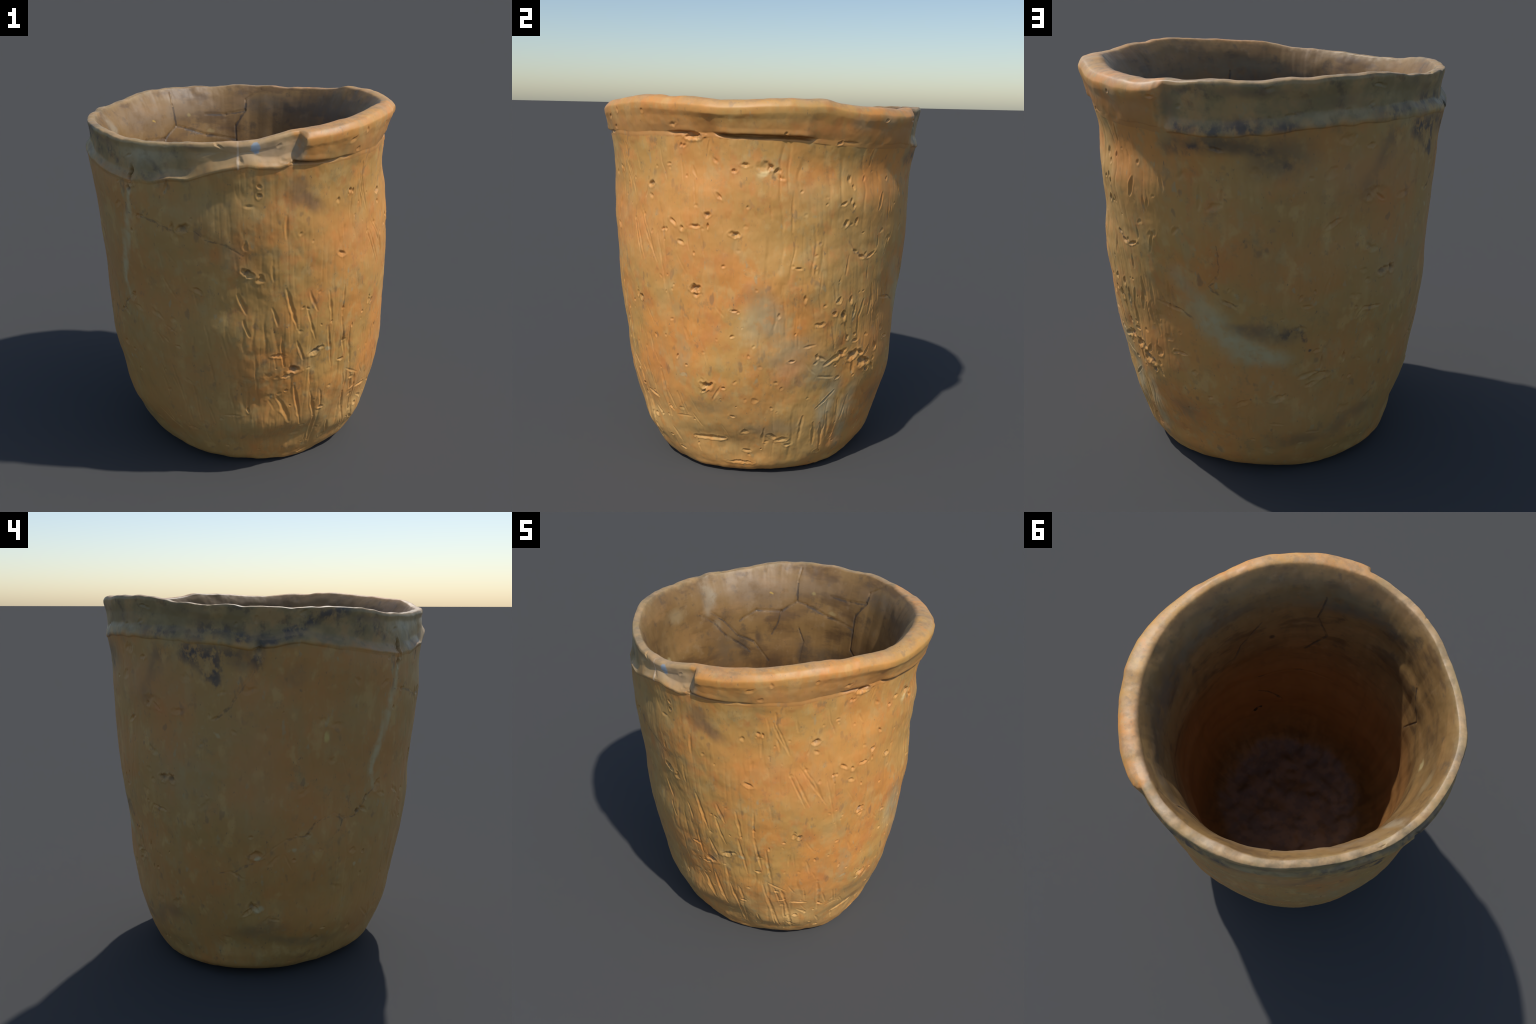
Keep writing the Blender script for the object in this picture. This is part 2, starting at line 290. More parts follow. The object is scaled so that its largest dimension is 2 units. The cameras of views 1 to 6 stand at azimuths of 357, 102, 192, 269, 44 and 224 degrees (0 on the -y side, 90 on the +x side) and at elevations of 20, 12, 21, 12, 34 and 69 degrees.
# Cracks in the wall: poly-lines of (angle, height)
CRACKS = [
    [(272.7, .769), (276.7, .807), (284, .824), (287.5, .889), (294.7, .928), (297.8, .900), (302.7, .901),
     (304.4, .926), (307.3, .985), (312.4, 1.046)],
    [(297.8, .900), (296.1, .837), (293.7, .798)],
    [(251.6, .619), (257.8, .636), (262.2, .669), (267.4, .701), (272.7, .769)],
    [(266.9, 1.693), (265.3, 1.618), (262.9, 1.571), (259.2, 1.495), (257.9, 1.459), (252.7, 1.403)],
    [(317, 1.527), (323.1, 1.514), (329.4, 1.496), (335.4, 1.461), (339.5, 1.474), (342.9, 1.471), (345.7, 1.434),
     (352.7, 1.404), (358, 1.350)],
    [(176.5, 1.279), (176.8, 1.143), (173.1, 1.090), (176.1, 1.056), (176.7, 1.026), (181.3, 1.002)],
    [(156.9, .969), (162.8, .935), (166.6, .912)],
    [(131.9, 1.385), (132.9, 1.316), (136.1, 1.241), (140.8, 1.208), (147.5, 1.217)],
    [(312, 1.800), (318, 1.755), (318.3, 1.645)],
]
INNER_CRACKS = [
    [(68, .542), (65, .562), (61.8, .575)], [(63, .79), (58, .755), (52, .68), (50, .63)],
    [(262, 1.70), (255, 1.63), (247, 1.52), (238, 1.47), (229, 1.33)], [(175.2, 1.803), (185, 1.78), (196, 1.79)],
    [(222, 1.669), (236, 1.68), (246, 1.62)], [(179.8, 1.479), (172, 1.40), (174, 1.28)], [(30, 1.80), (33, 1.62), (28, 1.45), (38, 1.30)],
    [(60, 1.66), (72, 1.50), (78, 1.36)], [(20, .95), (40, 1.02), (62, .98)], [(335, 1.58), (325, 1.40), (330, 1.22)],
    [(212.5, 1.935), (213.5, 1.865), (213.3, 1.736), (222, 1.669), (223.9, 1.595), (226.9, 1.517)],
    [(213.3, 1.736), (208.1, 1.715), (196.3, 1.659), (180.5, 1.620)],
    [(167.7, 1.933), (175, 1.870), (175.2, 1.803), (180.4, 1.707), (179.9, 1.605), (179.8, 1.479)],
    [(269.1, 1.702), (261.3, 1.635), (255.2, 1.536), (247.6, 1.472), (240.3, 1.404)],
    [(211.6, 1.558), (208.4, 1.469), (209.9, 1.326)],
]

# ------------------------------------------------------------ grid of the pot
# Rows run: base centre -> base -> wall -> ledge/lip -> crest -> inner wall -> floor centre.
DEG = np.degrees(PHI)
zl = smooth_ring(wrap_table(LEDGE, DEG) + .004 * lattice_noise(PHI / TAU, 0 * PHI + 1, 90, 3, 5), 3)
ang = np.arange(-2, 27) * 15.0
lip_w = sstep(5, 25, DEG) * (1 - sstep(150, 165, DEG))
rc = cubic(ang, np.array([CREST_R[k % 24] for k in range(-2, 27)])[:, None], DEG)[:, 0]
zc = cubic(ang, np.array([CREST_Z[k % 24] for k in range(-2, 27)])[:, None], DEG)[:, 0]
zc = zc + .0040 * lattice_noise(PHI / TAU, 0 * PHI + 1, 53, 3, 6) + .0018 * lattice_noise(PHI / TAU, 0 * PHI + 1, 121, 3, 7) * (1 - .7 * lip_w)
rlip = smooth_ring(wrap_table(LIP_R, DEG), 8) + .004 * lattice_noise(PHI / TAU, 0 * PHI + 1, 60, 3, 8)
loose = smooth_ring(wrap_table(LOOSE, DEG), 3)
shoulder = smooth_ring(wrap_table(SHOULDER, DEG), 30)
crisp = smooth_ring(wrap_table(CRISP, DEG), 12) * (.75 + .5 * lattice_noise(PHI / TAU, 0 * PHI + 1, 50, 3, 12))
crisp = np.clip(crisp, .08, 1.1)
edge_j = .8 * lattice_noise(PHI / TAU, 0 * PHI + 1, 160, 3, 9)


def lip_weight(k):
    """Where the lip survives, at profile point k: its broken ends slant and are chipped."""
    d = DEG + edge_j + .6 * lattice_noise(PHI / TAU, 0 * PHI + k / 3 + 1, 140, 8, 14)
    a, b = LIP_FROM - .5 + .42 * k, LIP_TO + .8 - .16 * k
    return sstep(a - 1.0, a + 1.0, d) * (1 - sstep(b - 1.0, b + 1.3, d))


zb = zl - .022                                   # where the wall proper ends

rows_r, rows_z, rows_tag = [], [], []


def add(r, z, tag):
    rows_r.append(r); rows_z.append(z); rows_tag.append(tag)


# underside
r0 = wall_radius(PHI, 0 * PHI)
for f in np.linspace(.01, .97, 40):
    add(r0 * f, 0 * PHI + .006 * (1 - f ** 4) - .0, 'base')
# wall
NW = 430
for s in np.linspace(0, 1, NW):
    s2 = s * (.55 + .45 * s ** .6) if s < 1 else 1.0
    z = zb * s2
    add(wall_radius(PHI, z), z, 'wall')

Rb = wall_radius(PHI, zb)
Rl = wall_radius(PHI, zl)
# rim profile control points, lip version and broken version, blended round the pot
Rl12 = wall_radius(PHI, zl - .012)
fat = sstep(95, 120, DEG) * (1 - sstep(195, 220, DEG))      # where the crest is a broad roll
LIPP = [(Rb, zb), (Rl12 - .004 * loose, zl - .012), (Rl - .030 * loose, zl), (Rl + .05 * (rlip - Rl) + .014 * loose, zl + .006),
        (Rl + .30 * (rlip - Rl) + .010 * loose, zl + .035), (Rl + .64 * (rlip - Rl) + .005 * loose, zl + .45 * (zc - zl)),
        (rlip - .002, zc - .066), (rlip - .001, zc - .036), (rlip - .022, zc - .009), (rc + .012, zc), (rc - .016 - .014 * fat, zc - .004),
        (rc - .042 - .014 * fat, zc - .022), (.55 * shoulder + .45 * (rc - .03), zc - .06), (shoulder, zc - .105)]
Rg = Rl + .004
sof = 1 - crisp
sunk = .010 * sstep(222, 238, DEG) * (1 - sstep(285, 300, DEG))
BROK = [(Rb, zb), (Rg - .003 * sof, zl - .013 - .003 * sof), (Rg + .001 - .004 * sof, zl - .003), (Rg - .010 + .004 * sof, zl + .010 + .012 * sof),
        (Rg - sunk - .022 + .011 * sof, zl + .036 + .012 * sof), (Rg - sunk - .020 + .006 * sof + .4 * np.minimum(rc + .022 - Rg + .02, .03), zl + .55 * (zc - zl)),
        (rc + .024 - .6 * sunk, zc - .042), (rc + .028 - .6 * sunk, zc - .018), (rc + .022, zc - .004), (rc + .006, zc), (rc - .014 - .014 * fat, zc - .002),
        (rc - .030 - .018 * fat, zc - .014), (.5 * shoulder + .5 * (rc - .03), zc - .05), (shoulder, zc - .105)]
NSUB = [4, 4, 4, 8, 10, 12, 8, 6, 6, 6, 6, 8, 8]
PR = np.array([lip_weight(k) * a[0] + (1 - lip_weight(k)) * b[0] for k, (a, b) in enumerate(zip(LIPP, BROK))])
PZ = np.array([lip_weight(k) * a[1] + (1 - lip_weight(k)) * b[1] for k, (a, b) in enumerate(zip(LIPP, BROK))])
for k in range(len(PR) - 1):
    n = NSUB[k]
    a0 = max(k - 1, 0); a3 = min(k + 2, len(PR) - 1)
    for j in range(1, n + 1):
        t = j / n

        def cr(P):
            m0 = .5 * (P[k + 1] - P[a0]) * .75; m1 = .5 * (P[a3] - P[k]) * .75
            return ((2*t**3 - 3*t**2 + 1) * P[k] + (t**3 - 2*t**2 + t) * m0
                    + (-2*t**3 + 3*t**2) * P[k + 1] + (t**3 - t**2) * m1)
        add(cr(PR), cr(PZ), 'rim')
# inner wall: follows the outer wall at a thickness, rounding into the floor
NI = 200
side_in = np.clip(np.exp(-((DEG - 76) / 16) ** 2) + np.exp(-((DEG - 240) / 16) ** 2), 0, 1)
far_in = np.exp(-((DEG - 150) / 22) ** 2)
thick = smooth_ring(wrap_table(THICK, DEG), 40)
zs = zc - .105
for j in range(1, NI + 1):
    t = j / NI
    z = zs + (FLOOR_Z + .05 - zs) * t
    th = np.interp(z.mean(), [.2, .5, .9, 1.2, 1.5, 1.7], [.128, .142, .156, .164, .167, .164]) + 1.35 * thick * sstep(1.15, 1.6, z) - .022 * side_in * np.exp(-((z - 1.02) / .2) ** 2) + .016 * far_in * np.exp(-((z - .9) / .25) ** 2)
    base = wall_radius(PHI, np.minimum(z, 1.65)) - th
    w = np.exp(-((zs - z) / .34) ** 1.1)
    r = base * (1 - w) + shoulder * w
    r = r - .05 * sstep(.84, 1.0, t) ** 2
    add(r, z, 'inner')
rf, zf = rows_r[-1], rows_z[-1]
NF = 60
for j in range(1, NF + 1):
    t = j / NF
    add(rf * (1 - .99 * t), FLOOR_Z + .05 * (1 - t) ** 5 + 0 * PHI, 'floor')

R = np.array(rows_r); Z = np.array(rows_z)
# melt the inner shoulder into the inner wall
m0 = rows_tag.index('inner') - 22; m1 = rows_tag.index('inner') + 90
for _ in range(160):
    for A in (R, Z):
        A[m0 + 1:m1 - 1] = .5 * A[m0 + 1:m1 - 1] + .25 * (A[m0:m1 - 2] + A[m0 + 2:m1])
# soften the inner corner at the floor
m0 = rows_tag.index('floor') - 40; m1 = rows_tag.index('floor') + 30
for _ in range(60):
    for A in (R, Z):
        A[m0 + 1:m1 - 1] = .5 * A[m0 + 1:m1 - 1] + .25 * (A[m0:m1 - 2] + A[m0 + 2:m1])
TAG = np.array(rows_tag)
NR = len(R)
P2 = np.broadcast_to(PHI, R.shape)
arc = np.concatenate([[0], np.cumsum(np.hypot(np.diff(R.mean(1)), np.diff(Z.mean(1))))])
V2 = np.broadcast_to(arc[:, None], R.shape)


def profile_normal(R, Z):
    dr = np.gradient(R, axis=0); dz = np.gradient(Z, axis=0)
    l = np.hypot(dr, dz) + 1e-9
    return dz / l, -dr / l                       # (radial, vertical), pointing out of the clay


NRAD, NVER = profile_normal(R, Z)
D = np.zeros_like(R)                              # displacement along that normal

is_out = np.isin(TAG, ['base', 'wall'])[:, None]
is_wall = (TAG == 'wall')[:, None]
is_rim = (TAG == 'rim')[:, None]
is_in = np.isin(TAG, ['inner', 'floor'])[:, None]

# roughness round the pot: the right-hand half is coarse, the left half smoothed
def bump_at(c, w):
    d = (np.degrees(P2) - c + 180) % 360 - 180
    return np.exp(-(d / w) ** 2)


coarse = .45 + .55 * np.clip(bump_at(75, 62) + bump_at(20, 30) + .5 * bump_at(130, 25), 0, 1)
wall_fade = np.clip((V2 - arc[0]) / .4, 0, 1)
n1 = clay_noise(P2, V2, 22, 20, 3)
n2 = clay_noise(P2, V2, 80, 30, 3)
n3 = clay_noise(P2, V2, 48, 34, 2)
# the three skins blend into each other over a few rows, so no seam shows
row = np.arange(NR)[:, None].astype(float)
b_rim = int(np.where(TAG == 'rim')[0][0]); b_top = b_rim + sum(NSUB[:9]); b_in = int(np.where(TAG == 'inner')[0][0])
k_rim = sstep(b_rim - 10, b_rim + 14, row)
k_in = sstep(b_top + 4, b_in + 24, row)
D += (1 - k_rim) * (.0020 * n1 + .0022 * n3 * (.4 + .6 * coarse) + .0012 * n2 * coarse) * wall_fade
D += k_rim * (1 - k_in) * (.0020 * n1 + .0022 * n3 + .0012 * n2)
# edges of the rim rows must join the wall: both noises are continuous there
# fine vertical striation left by scraping
lean = P2 + .05 * Z
st = 1 - np.abs(lattice_noise(lean / TAU, Z * 4 + 1, 200, 12, 41))
st2 = 1 - np.abs(lattice_noise((lean + .02 * np.sin(Z * 5)) / TAU, Z * 6 + 1, 300, 18, 42))
patchy = sstep(-.1, .5, clay_noise(P2, V2, 14, 50, 2))
st3 = 1 - np.abs(lattice_noise((lean + .02 * n1 + .008 * n3) / TAU, Z * 3.2 + 1, 104, 11, 43))
D -= (1 - k_rim) * np.where(is_out, (.0032 * np.clip(st3 - .55, 0, 1) / .45 * sstep(-.4, .4, clay_noise(P2, V2, 9, 53, 2)) + .0013 * np.clip(st - .72, 0, 1) / .28 * patchy + .0005 * np.clip(st2 - .78, 0, 1) / .22)
              * coarse * sstep(.05, .15, Z), 0)
# inside: finger ridges running round, and lumps
ring = lattice_noise((P2 + .9 * Z) / TAU, Z * 7 + .6 * np.sin(P2 + 1) + 2, 6, 20, 61)
XX, YY = R * np.sin(P2), R * np.cos(P2)
grit = lattice_noise(XX * .25 + .5, (YY + 1) * 9, 36, 20, 62) + .6 * lattice_noise(XX * .25 + .5, (YY + 1) * 20, 80, 42, 63)
hub = sstep(.42, .62, R)
n1 = np.where(is_rim | is_wall, n1, n1 * hub); n2 = np.where(is_rim | is_wall, n2, n2 * hub); n3 = np.where(is_rim | is_wall, n3, n3 * hub)
D += np.where(is_in, .006 * grit * (1 - sstep(.25, .45, Z)), 0)
D += k_in * (.010 * ring * sstep(.25, .5, Z) * (1 - sstep(1.5, 1.75, Z)) + .0035 * n1 + .0035 * n3 + .0012 * n2)

# ---- tool strokes, pits and cracks cut into the grid
row_z = Z.mean(1)
W0, W1 = np.where(TAG == 'wall')[0][[0, -1]]
R1 = np.where(TAG == 'rim')[0][-1]
crest_row = W1 + sum(NSUB[:9])
I0, I1 = np.where(TAG == 'inner')[0][[0, -1]]
fin_s = clay_noise(P2, V2, 330, 80, 2); fin_z = clay_noise(P2, V2, 330, 85, 2)
wob_s = clay_noise(P2, V2, 130, 70, 2); wob_z = clay_noise(P2, V2, 130, 75, 2)


def window(deg, z, half_s, half_z, inner=False):
    """Rows and columns near a spot, with local coordinates in metres (s along the turn, t upward)."""
    if inner:
        lo, hi = crest_row + 8, I1
    else:
        lo, hi = W0, crest_row
    col = int(round(deg / 360 * NCOL)) % NCOL
    zz = Z[lo:hi, col]
    ok = np.where(np.abs(zz - z) < half_z)[0]
    if not len(ok):
        return None
    a, b = lo + ok[0], lo + ok[-1] + 1
    nc = int(half_s / (R[a, col] * TAU / NCOL)) + 2
    cols = np.arange(col - nc, col + nc + 1) % NCOL
    s = (np.arange(-nc, nc + 1) * TAU / NCOL - (deg / 360 - col / NCOL) * TAU)[None, :] * R[a:b][:, cols]
    t = Z[a:b][:, cols] - z
    return np.ix_(np.arange(a, b), cols), s, t


def cut_pit(deg, z, hw, hh, tilt, depth):
    hw, hh, depth = hw * 1e-3, hh * 1e-3, depth * 1.2e-3
    m = 2.2 * max(hw, hh) + .01
    w = window(deg, z, m, m)
    if w is None:
        return
    ix, s, t = w
    k = .45 * min(hw, hh, .014)
    s = s + k * (wob_s[ix] + .9 * fin_s[ix]); t = t + k * (wob_z[ix] + .9 * fin_z[ix])
    c, q = math.cos(math.radians(tilt)), math.sin(math.radians(tilt))
    u = (s * c + t * q) / hw; v = (-s * q + t * c) / hh
    d = np.hypot(u, v)
    # steep upper wall, shallower lower one, faint raised lip
    up = np.clip(v / (d + 1e-6), -1, 1)
    d = d * (1 + .15 * up)
    D[ix] -= depth * np.exp(-(d / (.95 + .1 * up)) ** (2.4 + .9 * up)) - .16 * depth * np.exp(-((d - 1.55) / .4) ** 2) * (1 - .5 * up)


def cut_line(p, q, width, depth, inner=False, ends=True):
    width, depth = width * 1e-3, depth * .85e-3
    dd = (q[0] - p[0] + 180) % 360 - 180
    mid = ((p[0] + dd / 2) % 360, (p[1] + q[1]) / 2)
    hs = abs(dd) / 360 * TAU * .42 + 3 * width + .01
    hz = abs(p[1] - q[1]) / 2 + 3 * width + .01
    w = window(mid[0], mid[1], hs, hz, inner)
    if w is None:
        return
    ix, s, t = w
    rr = float(R[ix].mean())
    ax, ay = -dd / 720 * TAU * rr, p[1] - mid[1]
    bx, by = -ax, q[1] - mid[1]
    s = s + .16 * width * wob_s[ix]
    L2 = (bx - ax) ** 2 + (by - ay) ** 2 + 1e-9
    bow = (((p[0] * 7.13 + p[1] * 31.7) % 1) - .5) * 1.1 * width if ends else 0
    h0 = np.clip(((s - ax) * (bx - ax) + (t - ay) * (by - ay)) / ((bx - ax) ** 2 + (by - ay) ** 2 + 1e-9), 0, 1)
    s = s + bow * 4 * h0 * (1 - h0)
    h = np.clip(((s - ax) * (bx - ax) + (t - ay) * (by - ay)) / L2, 0, 1)
    side = np.sign((s - ax) * (by - ay) - (t - ay) * (bx - ax))
    d = np.hypot(s - ax - h * (bx - ax), t - ay - h * (by - ay)) / (width * ((.40 + .36 * np.sin(np.pi * np.clip(h * .9 + .05, 0, 1))) * (1 + .3 * wob_z[ix]) if ends else .72))
    prof = .15 + .85 * np.sin(np.pi * np.clip(h * .9 + .05, 0, 1)) ** .8 if ends else 1.0
    prof = prof * (1 + .25 * wob_z[ix])
    cut = depth * prof * np.exp(-d ** 2.0) - (.24 * prof * depth * (1 + .5 * side) * np.exp(-((d - 1.75) / .5) ** 2) if ends else 0)
    D[ix] = D[ix] - cut


for side in PITS.values():
    for p in side:
        cut_pit(*p)
for side in STROKES.values():
    for g in side:
        cut_line((g[0], g[1]), (g[2], g[3]), g[4], g[5])
for line in CRACKS:
    for a, b in zip(line[:-1], line[1:]):
        cut_line(a, b, 4.5, 1.2, ends=False)
for line in INNER_CRACKS:
    for a, b in zip(line[:-1], line[1:]):
        cut_line(a, b, 7, 4, inner=True, ends=False)
# shallow chips and dents on the smoothed side and nicks in the rim
for k in range(46):
    cut_pit(rng.uniform(150, 370) % 360, rng.uniform(.15, 1.65), rng.uniform(14, 34), rng.uniform(7, 16), rng.uniform(-50, 50), rng.uniform(2, 4))
for k in range(26):
    cut_pit(rng.uniform(0, 360), rng.uniform(1.80, 1.93), rng.uniform(8, 22), rng.uniform(5, 12), rng.uniform(-30, 30), rng.uniform(2, 5))
# small pits strewn over the coarse side
for k in range(150):
    deg = rng.choice([rng.normal(75, 45), rng.uniform(0, 360)], p=[.65, .35]) % 360
    z = rng.uniform(.08, 1.7)
    a = rng.uniform(4, 9)
    cut_pit(deg, z, a * rng.uniform(.8, 1.6), a * rng.uniform(.6, 1.2), rng.uniform(-40, 40), rng.uniform(1.5, 4))
for k in range(110):
    deg = rng.choice([rng.normal(70, 50), rng.uniform(150, 370)], p=[.5, .5]) % 360
    z = rng.uniform(.12, 1.5); l = rng.uniform(.04, .13)
    cut_line((deg, z + l / 2), (deg + rng.normal(1.2, 1.5), z - l / 2), rng.uniform(5, 8), rng.uniform(1.2, 2.4))

R = np.maximum(R + D * NRAD, .002)
Z = Z + D * NVER
Z[TAG == 'base'] = np.maximum(Z[TAG == 'base'], 0)
Z -= Z.min()
X = R * np.sin(P2); Y = -R * np.cos(P2)
# centre and scale to the frame
print('raw extents', X.min(), X.max(), Y.min(), Y.max(), Z.max())

# ------------------------------------------------------------------ normals
POS = np.stack([X, Y, Z], -1)
du = np.roll(POS, -1, 1) - np.roll(POS, 1, 1)
dv = np.gradient(POS, axis=0)
NOR = np.cross(du, dv)
NOR /= np.linalg.norm(NOR, axis=-1, keepdims=True) + 1e-12

# ---------------------------------------------------------------- materials


class Graph:
    """Small helper to write node trees as expressions."""

    def __init__(self, name):
        self.mat = bpy.data.materials.new(name)
        self.mat.use_nodes = True
        self.t = self.mat.node_tree
        self.t.nodes.clear()
        self.out = self.n('ShaderNodeOutputMaterial')
        self.bsdf = self.n('ShaderNodeBsdfPrincipled')
        self.t.links.new(self.bsdf.outputs[0], self.out.inputs[0])
        self.obj = self.n('ShaderNodeTexCoord').outputs['Object']

    def n(self, kind, **kw):
        nd = self.t.nodes.new(kind)
        for k, v in kw.items():
            setattr(nd, k, v)
        return nd

    def put(self, sock, v):
        if isinstance(v, bpy.types.NodeSocket):
            self.t.links.new(v, sock)
        elif sock.type == 'RGBA' and not isinstance(v, (int, float)):
            sock.default_value = (v[0], v[1], v[2], 1)
        else:
            sock.default_value = v

    def math(self, op, a, b=0.0, clamp=False):
        nd = self.n('ShaderNodeMath', operation=op, use_clamp=clamp)
        self.put(nd.inputs[0], a); self.put(nd.inputs[1], b)
        return nd.outputs[0]

    def vmath(self, op, a, b=(0, 0, 0), scale=1.0):
        nd = self.n('ShaderNodeVectorMath', operation=op)
        self.put(nd.inputs[0], a)
        if op == 'SCALE':
            self.put(nd.inputs[3], scale)
        else:
            self.put(nd.inputs[1], b)
        return nd.outputs['Value'] if op in ('LENGTH', 'DOT_PRODUCT', 'DISTANCE') else nd.outputs['Vector']

    def noise(self, vec, scale, detail=3, rough=.55, stretch=None, color=False):
        if stretch:
            m = self.n('ShaderNodeMapping')
            self.put(m.inputs['Vector'], vec); m.inputs['Scale'].default_value = stretch
            vec = m.outputs[0]
        nd = self.n('ShaderNodeTexNoise')
        self.put(nd.inputs['Vector'], vec)
        nd.inputs['Scale'].default_value = scale
        nd.inputs['Detail'].default_value = detail
        nd.inputs['Roughness'].default_value = rough
        return nd.outputs['Color' if color else 'Fac']

    def ramp(self, x, lo, hi, a=0.0, b=1.0):
        nd = self.n('ShaderNodeMapRange', interpolation_type='SMOOTHSTEP')
        self.put(nd.inputs['Value'], x)
        for k, v in zip(('From Min', 'From Max', 'To Min', 'To Max'), (lo, hi, a, b)):
            self.put(nd.inputs[k], v)
        return nd.outputs[0]

    def mix(self, fac, a, b, mode='MIX'):
        nd = self.n('ShaderNodeMix', data_type='RGBA', blend_type=mode)
        self.put(nd.inputs[0], fac); self.put(nd.inputs[6], a); self.put(nd.inputs[7], b)
        return nd.outputs[2]

    def warp(self, amp1, sc1, amp2, sc2):
        a = self.vmath('SUBTRACT', self.noise(self.obj, sc1, 2, color=True), (.5, .5, .5))
        b = self.vmath('SUBTRACT', self.noise(self.obj, sc2, 2, color=True), (.5, .5, .5))
        v = self.vmath('ADD', self.obj, self.vmath('SCALE', a, scale=amp1))
        return self.vmath('ADD', v, self.vmath('SCALE', b, scale=amp2))

    def on_cylinder(self, vec, radius):
        """vec pushed in or out to a cylinder, so that marks do not depend on wall thickness."""
        q = self.n('ShaderNodeSeparateXYZ')
        self.put(q.inputs[0], vec)
        f = self.math('DIVIDE', radius, self.math('SQRT', self.math('ADD', self.math('ADD', self.math('MULTIPLY', q.outputs[0], q.outputs[0]),
                                                                  self.math('MULTIPLY', q.outputs[1], q.outputs[1])), 1e-4)))
        m = self.n('ShaderNodeCombineXYZ')
        self.put(m.inputs[0], self.math('MULTIPLY', q.outputs[0], f)); self.put(m.inputs[1], self.math('MULTIPLY', q.outputs[1], f))
        self.put(m.inputs[2], q.outputs[2])
        return m.outputs[0]

    def spot(self, vec, deg, z, hw, hh, tilt=0.0, soft=.5, radius=None, thick=None):
        """Soft elliptical mark lying on the surface at (angle, height)."""
        p = math.radians(deg)
        r = radius if radius else float(wall_radius(np.array(p), np.array(min(z, 1.75))))
        m = self.n('ShaderNodeMapping', vector_type='TEXTURE')
        self.put(m.inputs['Vector'], vec)
        m.inputs['Location'].default_value = (r * math.sin(p), -r * math.cos(p), z)
        m.inputs['Rotation'].default_value = (0, math.radians(tilt), p)
        m.inputs['Scale'].default_value = (hw, thick or max(.12, .5 * max(hw, hh)), hh)
        return self.ramp(self.vmath('LENGTH', m.outputs[0]), 1 - soft, 1 + soft * .6, 1.0, 0.0)

    def capsule(self, vec, a, b, width):
        ba = b - a
        pa = self.vmath('SUBTRACT', vec, tuple(a))
        h = self.math('MULTIPLY', self.vmath('DOT_PRODUCT', pa, tuple(ba)), 1.0 / max(float(ba @ ba), 1e-9), clamp=True)
        q = self.vmath('SUBTRACT', pa, self.vmath('SCALE', tuple(ba), scale=h))
        return self.ramp(self.vmath('LENGTH', q), width * .3, width, 1.0, 0.0)

    def polyline(self, vec, pts, width, radius_at):
        out = None
        P = []
        for d, z in pts:
            p = math.radians(d); r = radius_at(d, z)
            P.append(np.array([r * math.sin(p), -r * math.cos(p), z]))
        for k, (a, b) in enumerate(zip(P[:-1], P[1:])):
            c = self.capsule(vec, a, b, width * (.75 + .5 * ((k * 7) % 5) / 4))
            out = c if out is None else self.math('MAXIMUM', out, c)
        return out

    def after(self, c, vec):
        """vec, evaluated only once colour c is known (keeps the shader's working memory small)."""
        nd = self.n('ShaderNodeVectorMath', operation='MULTIPLY_ADD')
        self.put(nd.inputs[0], c)
        nd.inputs[1].default_value = (1e-6, 1e-6, 1e-6)
        self.put(nd.inputs[2], vec)
        return nd.outputs[0]

    def finish(self, color, rough=.55, bump=None, strength=.15, dist=.004):
        self.put(self.bsdf.inputs['Base Color'], color)
        self.put(self.bsdf.inputs['Roughness'], rough)
        if bump is not None:
            nd = self.n('ShaderNodeBump')
            nd.inputs['Strength'].default_value = strength
            nd.inputs['Distance'].default_value = dist
            self.put(nd.inputs['Height'], bump)
            self.t.links.new(nd.outputs[0], self.bsdf.inputs['Normal'])
        return self.mat


ORANGE = (.69, .285, .064)
RED = (.62, .235, .062)
OCHRE = (.59, .312, .083)
TAN = (.60, .370, .130)
OLIVE = (.42, .272, .098)
GREY = (.42, .33, .175)
PALE = (.56, .46, .25)
UMBER = (.20, .13, .075)
SOOT = (.085, .07, .065)


def wall_at(d, z):
    return float(wall_radius(np.array(math.radians(d)), np.array(min(z, 1.76))))


def angle_node(g):
    s = g.n('ShaderNodeSeparateXYZ')
    g.put(s.inputs[0], g.warp(.02, 8, .012, 40))
    # degrees from the front through the right, -180..180
    return g.math('MULTIPLY', g.math('ARCTAN2', s.outputs[0], g.math('MULTIPLY', s.outputs[1], -1)), 180 / math.pi)


def ring_curve(g, ang, table, lo, hi):
    """Value read round the pot from (angle, value) pairs, as a curve node."""
    nd = g.n('ShaderNodeFloatCurve')
    g.put(nd.inputs['Value'], g.math('ADD', g.math('MULTIPLY', ang, 1 / 360), .5))
    c = nd.mapping.curves[0]
    pts = sorted(((d + 180) % 360 / 360, (v - lo) / (hi - lo)) for d, v in table)
    end = (pts[0][1] * (1 - pts[-1][0]) + pts[-1][1] * pts[0][0]) / (pts[0][0] + 1 - pts[-1][0] + 1e-9)
    if pts[0][0] > 1e-4:
        pts = [(0, end)] + pts
    pts = pts + [(1, end if pts[0][0] == 0 and pts[0][1] == end else pts[0][1])]
    c.points[0].location = pts[0]; c.points[1].location = pts[-1]
    for q in pts[1:-1]:
        c.points.new(*q)
    for q in c.points:
        q.handle_type = 'VECTOR'
    nd.mapping.update()
    return g.math('ADD', g.math('MULTIPLY', nd.outputs[0], hi - lo), lo)


